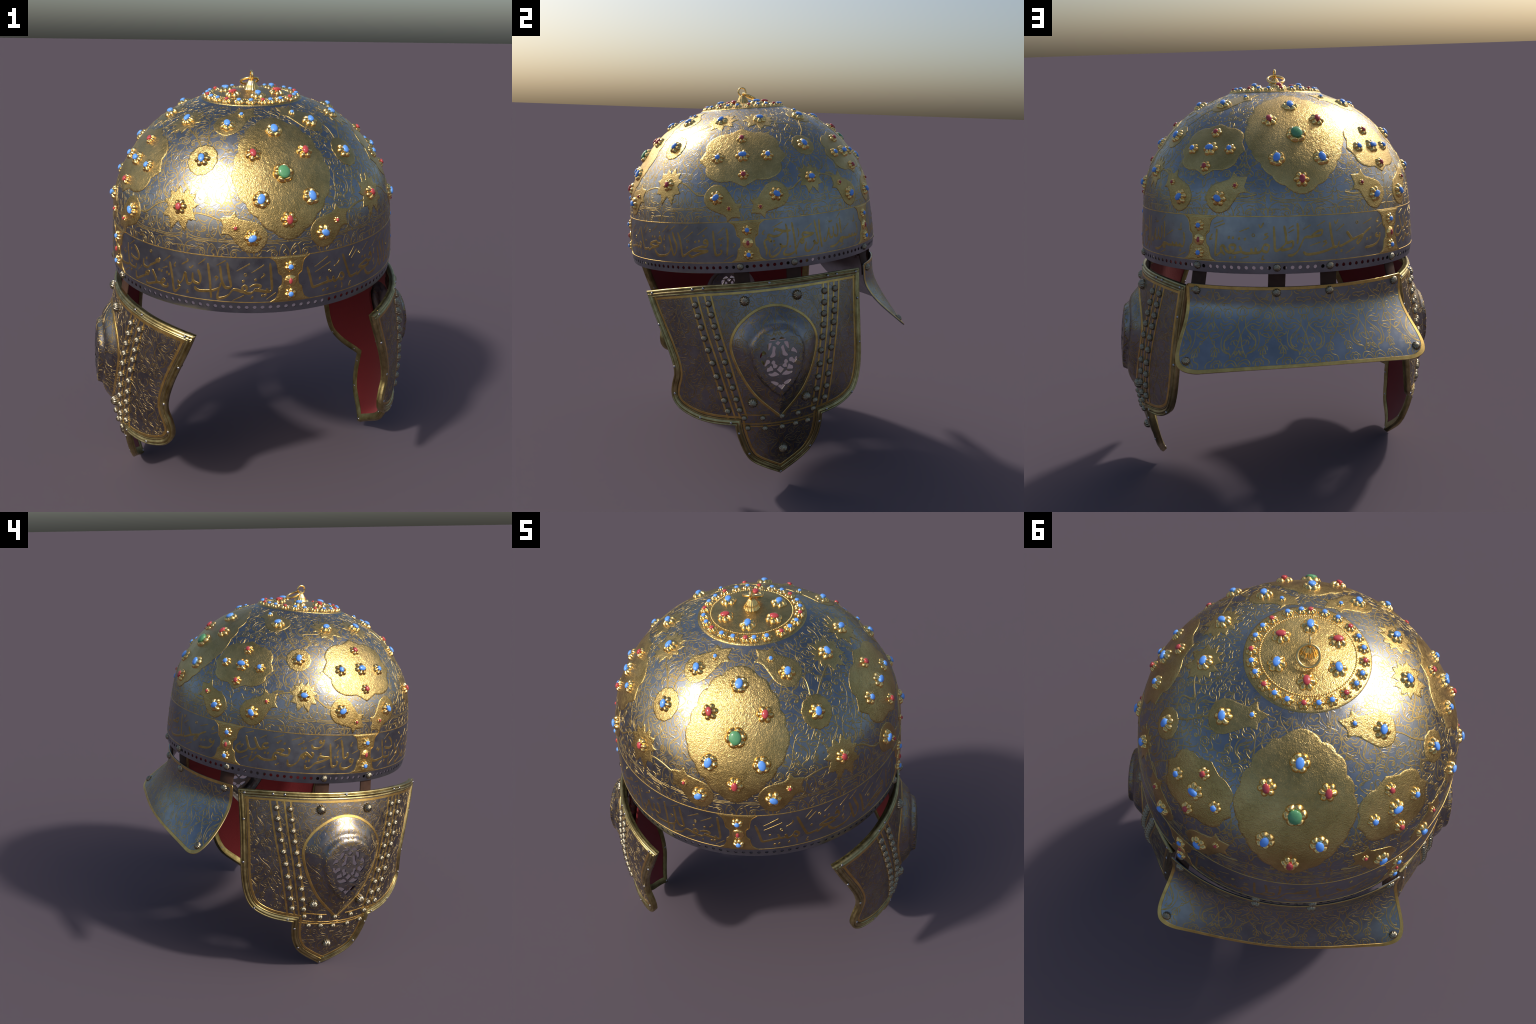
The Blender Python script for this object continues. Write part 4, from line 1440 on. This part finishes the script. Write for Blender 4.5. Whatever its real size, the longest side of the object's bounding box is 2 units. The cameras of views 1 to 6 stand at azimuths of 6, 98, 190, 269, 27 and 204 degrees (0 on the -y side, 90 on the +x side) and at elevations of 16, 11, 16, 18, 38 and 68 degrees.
def extend(P, z0, z1):
    a = P[0] + (P[0] - P[1]) * (z0 - P[0, 1]) / (P[0, 1] - P[1, 1])
    c = P[-1] + (P[-1] - P[-2]) * (z1 - P[-1, 1]) / (P[-1, 1] - P[-2, 1])
    return np.vstack([a, P, c])


for s in (1, -1):
    for row, offs in ((INNER, (-0.016, 0.017)), (OUTER, (-0.017, 0.019))):
        for o in offs:
            Q = extend(row + (o, 0), -0.100, -0.722)
            band(catmull(Q * (s, 1), 0.01), 0.0049)
for z0, x1 in ((-0.699, 0.185), (-0.746, 0.212), (-0.760, 0.212)):
    x = np.linspace(-x1, x1, 40)
    Q = np.stack([x, z0 - 0.012 * (1 - (x / x1) ** 2)], 1)
    if z0 > -0.71:
        for sg in (1, -1):
            band(Q[(Q[:, 0] * sg) > 0.045], 0.0030)
    else:
        band(Q, 0.0032)

clipper = inset(COUT, 0.047)


def allowed(Q):
    k = inside(Q, clipper) & ~inside(Q, WINDOW)
    return k


def clear_of_rows(Q):
    k = allowed(Q)
    for row in (INNER, OUTER):
        x = np.interp(-Q[:, 1], -row[:, 1], row[:, 0])
        k &= ~((np.abs(np.abs(Q[:, 0]) - x) < 0.012) & (Q[:, 1] > -0.70))
    return k


sc = 0.00024
for c in curves(SCROLL, 24):
    for k in range(-3, 3):
        for m in (1, -1):
            for row in range(3):
                P = np.stack([(k + 0.5) * 2 * 495 * sc + m * c[:, 0] * sc, -0.05 - 0.335 * (row + 1) + 0.02 + c[:, 1] * 0.335 / 1280], 1)
                if P[:, 0].max() < -0.6 or P[:, 0].min() > 0.72:
                    continue
                scatter_run(gs["scroll"], cheek, P, 0.0018, 0.0004, clear_of_rows, flip=True)

mats = {"plate": STEEL, "lining": LINING, "rim": BRASS, "trim": TRIM, "inlay": INLAY, "scroll": CHASED}
names = {"plate": "cheek_plate", "lining": "red_lining", "rim": "moulded_rim", "trim": "inner_trim", "inlay": "inlaid_bands", "scroll": "damascened_scrolls"}


def mirrored(src):
    g = Geo()
    g.V = [v * np.array([-1.0, 1, 1]) for v in src.V]
    g.F = [f[:, ::-1] for f in src.F]
    g.n = src.n
    return g


ZS = [-0.143, -0.197, -0.251, -0.305, -0.363, -0.427, -0.494, -0.556, -0.617, -0.674]
SPOTS = []
for z in ZS:
    for s in (1, -1):
        SPOTS.append((s * np.interp(-z, -INNER[:, 1], INNER[:, 0]) + (0.006 if s > 0 else 0.008), z, 0.0178))
        SPOTS.append((s * np.interp(-z, -OUTER[:, 1], OUTER[:, 0]) + (0.006 if s > 0 else 0.008), z - (0.006 if s > 0 else 0), 0.0178))
for x, z in ((0.173, -0.718), (0.086, -0.723), (-0.006, -0.724), (-0.086, -0.722), (-0.168, -0.718), (0.160, -0.773), (0.078, -0.781), (-0.005, -0.782), (-0.074, -0.778), (-0.138, -0.776)):
    SPOTS.append((x, z, 0.0160))
SPOTS += [(0.131, -0.137, 0.0262), (-0.136, -0.136, 0.0262), (0.127, -0.638, 0.0262), (-0.130, -0.641, 0.0262), (-0.008, -0.909, 0.0245)]
RIVETS = [(0.642, -0.103), (0.392, -0.0745), (0.336, -0.0705), (0.0, -0.0645), (-0.33, -0.0725), (-0.39, -0.075), (-0.535, -0.088), (0.606, -0.262), (0.522, -0.470), (0.537, -0.614), (0.396, -0.724),
          (0.238, -0.742), (-0.523, -0.225), (-0.500, -0.452), (-0.424, -0.702), (-0.248, -0.742), (0.204, -0.800), (-0.206, -0.800), (0.165, -0.920), (-0.165, -0.935), (0.0, -1.062)]
for s in (1, -1):
    CH = put("cheek_piece", (gs["plate"] if s > 0 else mirrored(gs["plate"])).mesh("cheek_plate", PLATE))
    for k in ("lining", "rim", "trim", "inlay", "scroll"):
        src = gs[k] if s > 0 else mirrored(gs[k])
        put(names[k], src.mesh(names[k], mats[k], sharp=(20 if k == "scroll" else 45)), CH, stuff=(k == "scroll"))
    fl = np.array([s, 1, 1.0])
    for x, z, r in SPOTS:
        Q = np.array([[x, z]])
        p = cheek(Q, np.array([0.0]))[0]
        n = cheek(Q, np.array([1.0]))[0] - p
        inst("fluted_stud", STUD, CH, p * fl, n * fl, (0, 0, 1.0), random.uniform(-0.25, 0.25), (r, r, r * random.uniform(1.15, 1.28)))
    for x, z in RIVETS:
        Q = np.array([[x, z]])
        p = flat_cheek(Q, np.array([0.0]))[0]
        n = flat_cheek(Q, np.array([1.0]))[0] - p
        inst("rivet", RIVET, CH, (p + n * 0.0085) * fl, n * fl, (0, 0, 1.0), 0.0, (0.0068,) * 3)
        inst("rivet", RIVET, CH, (p - n * 0.0198) * fl, -n * fl, (0, 0, 1.0), 0.0, (0.0062, 0.0062, 0.0045))

# ---------------------------------------------------------------- neck guard
GW, GH = 0.56, 0.38


def guard_raw(P):
    u, v = P[:, 0] / GW, -P[:, 1] / GH
    ph = u * math.radians(45.2)
    rt = 0.663 + 0.036 * u ** 2
    top = np.stack([rt * np.sin(ph), rt * np.cos(ph)], 1)
    bot = np.stack([0.614 * u - 0.008 * u ** 5, 0.757 - 0.115 * u ** 2 + 0.058 * u ** 4], 1)
    vv = np.clip(v, -0.1, 1.2)
    q = np.clip((vv - 0.2) / 0.8, 0, 1.2)
    gk = 0.5 * np.minimum(q * q * (3 - 2 * q), 1.0) + 0.5 * q ** 2.3
    xy = top + (bot - top) * gk[:, None]
    z = -0.061 + 0.005 * u ** 2 - vv * (0.335 + 0.030 * np.abs(u) ** 2)
    return np.stack([xy[:, 0], xy[:, 1], z], -1)


def guard(P, off):
    P = np.asarray(P, float)
    e = 2e-3
    p = guard_raw(P)
    n = np.cross(guard_raw(P + (0, e)) - guard_raw(P - (0, e)), guard_raw(P + (e, 0)) - guard_raw(P - (e, 0)))
    n /= np.linalg.norm(n, axis=1)[:, None]
    return p + n * np.asarray(off)[:, None]


_q = np.array([[0.0, -0.1]])
GS = 1.0 if guard(_q, np.array([1.0]))[0][1] > guard(_q, np.array([0.0]))[0][1] else -1.0


def guard_out(P, off):
    return guard(P, np.asarray(off) * GS)


G_OUT = mirror([(0, 0.0), (0.30, 0.0), (0.52, 0.0), (0.556, -0.004), (0.560, -0.025), (0.560, -0.15), (0.560, -0.25), (0.548, -0.310), (0.515, -0.352), (0.455, -0.376), (0.38, -0.380), (0.15, -0.380), (0, -0.380)])
GOUT = ccw(outline(G_OUT, 0.012))
gg = {k: Geo() for k in ("plate", "border", "scroll")}
FLIPG = GS < 0
probe = guard_raw(np.array([[0.0, -0.1], [0.01, -0.1], [0.0, -0.09]]))
FL = np.cross(probe[1] - probe[0], probe[2] - probe[0])[1] < 0
plate(gg["plate"], guard_out, GOUT, 0.0, -0.006, grid=0.013, chamfer=0.0012, flip=FL)
ribbon(gg["border"], guard_out, inset(GOUT, 0.0085), 0.0085, 0.0016, closed=True, flip=FL, shoulder=0.85)
clip_g = inset(GOUT, 0.017)
sx = 0.000286
for c in curves(SCROLL, 22):
    for k in range(-2, 3):
        for m in (1, -1):
            for lift in (0.0,):
                P = np.stack([k * 2 * 495 * sx + m * c[:, 0] * sx + 495 * sx, -0.395 + c[:, 1] * 0.000315], 1)
                scatter_run(gg["scroll"], guard_out, P, 0.0023, 0.00034, lambda Q: inside(Q, clip_g), flip=FL)
NG = put("neck_guard", gg["plate"].mesh("neck_guard", STEEL))
put("guard_border", gg["border"].mesh("guard_border", INLAY, sharp=45), NG)
put("damascened_scrolls", gg["scroll"].mesh("damascened_scrolls", SCROLLM, sharp=20), NG, stuff=True)
for u, v in ((0.905, 0.075), (0.225, 0.075), (-0.225, 0.075), (-0.905, 0.075), (0.885, 0.855), (-0.885, 0.855)):
    Q = np.array([[u * GW, -v * GH]])
    p = guard_out(Q, np.array([0.0]))[0]
    n = guard_out(Q, np.array([1.0]))[0] - p
    inst("fluted_stud", STUD, NG, p, n, (0, 0, 1.0), random.uniform(-0.2, 0.2), (0.0205,) * 3)

# ---------------------------------------------------------------- leather straps
def strap(adeg, foot):
    a = math.radians(adeg)
    e = np.array([math.sin(a), -math.cos(a), 0.0])
    s = np.array([math.cos(a), math.sin(a), 0.0])
    line = catmull([e * 0.660 + np.array([0, 0, 0.10]), e * 0.660 + np.array([0, 0, 0.03]), 
                    foot + np.array([0, 0, 0.012]), foot, foot - np.array([0, 0, 0.035])], 0.012)
    w, th = 0.0375, 0.0035
    sec = [(-w, -th + 0.0015), (-w + 0.0015, -th), (w - 0.0015, -th), (w, -th + 0.0015), (w, th - 0.0015), (w - 0.0015, th), (-w + 0.0015, th), (-w, th - 0.0015)]
    G = np.stack([line + s * x + e * y for x, y in sec], 1)
    g = Geo()
    b = g.grid(G, close_v=True)
    n = len(line)
    g.faces(np.array([[b + k for k in range(8)], [b + (n - 1) * 8 + k for k in range(7, -1, -1)]]))
    return g


for s in (1, -1):
    for a0 in STRAP_A:
        if a0 < 120:
            Q = np.array([[0.131 if a0 < 80 else -0.136, -0.137]])
            p = flat_cheek(Q, np.array([-0.024]))[0] * np.array([s, 1, 1])
        else:
            Q = np.array([[(0.905 if a0 < 150 else 0.225) * s * GW, -0.075 * GH]])
            p = guard_out(Q, np.array([-0.012]))[0]
        put("leather_strap", strap(a0 * s, p).mesh("leather_strap", LEATHER, sharp=50))
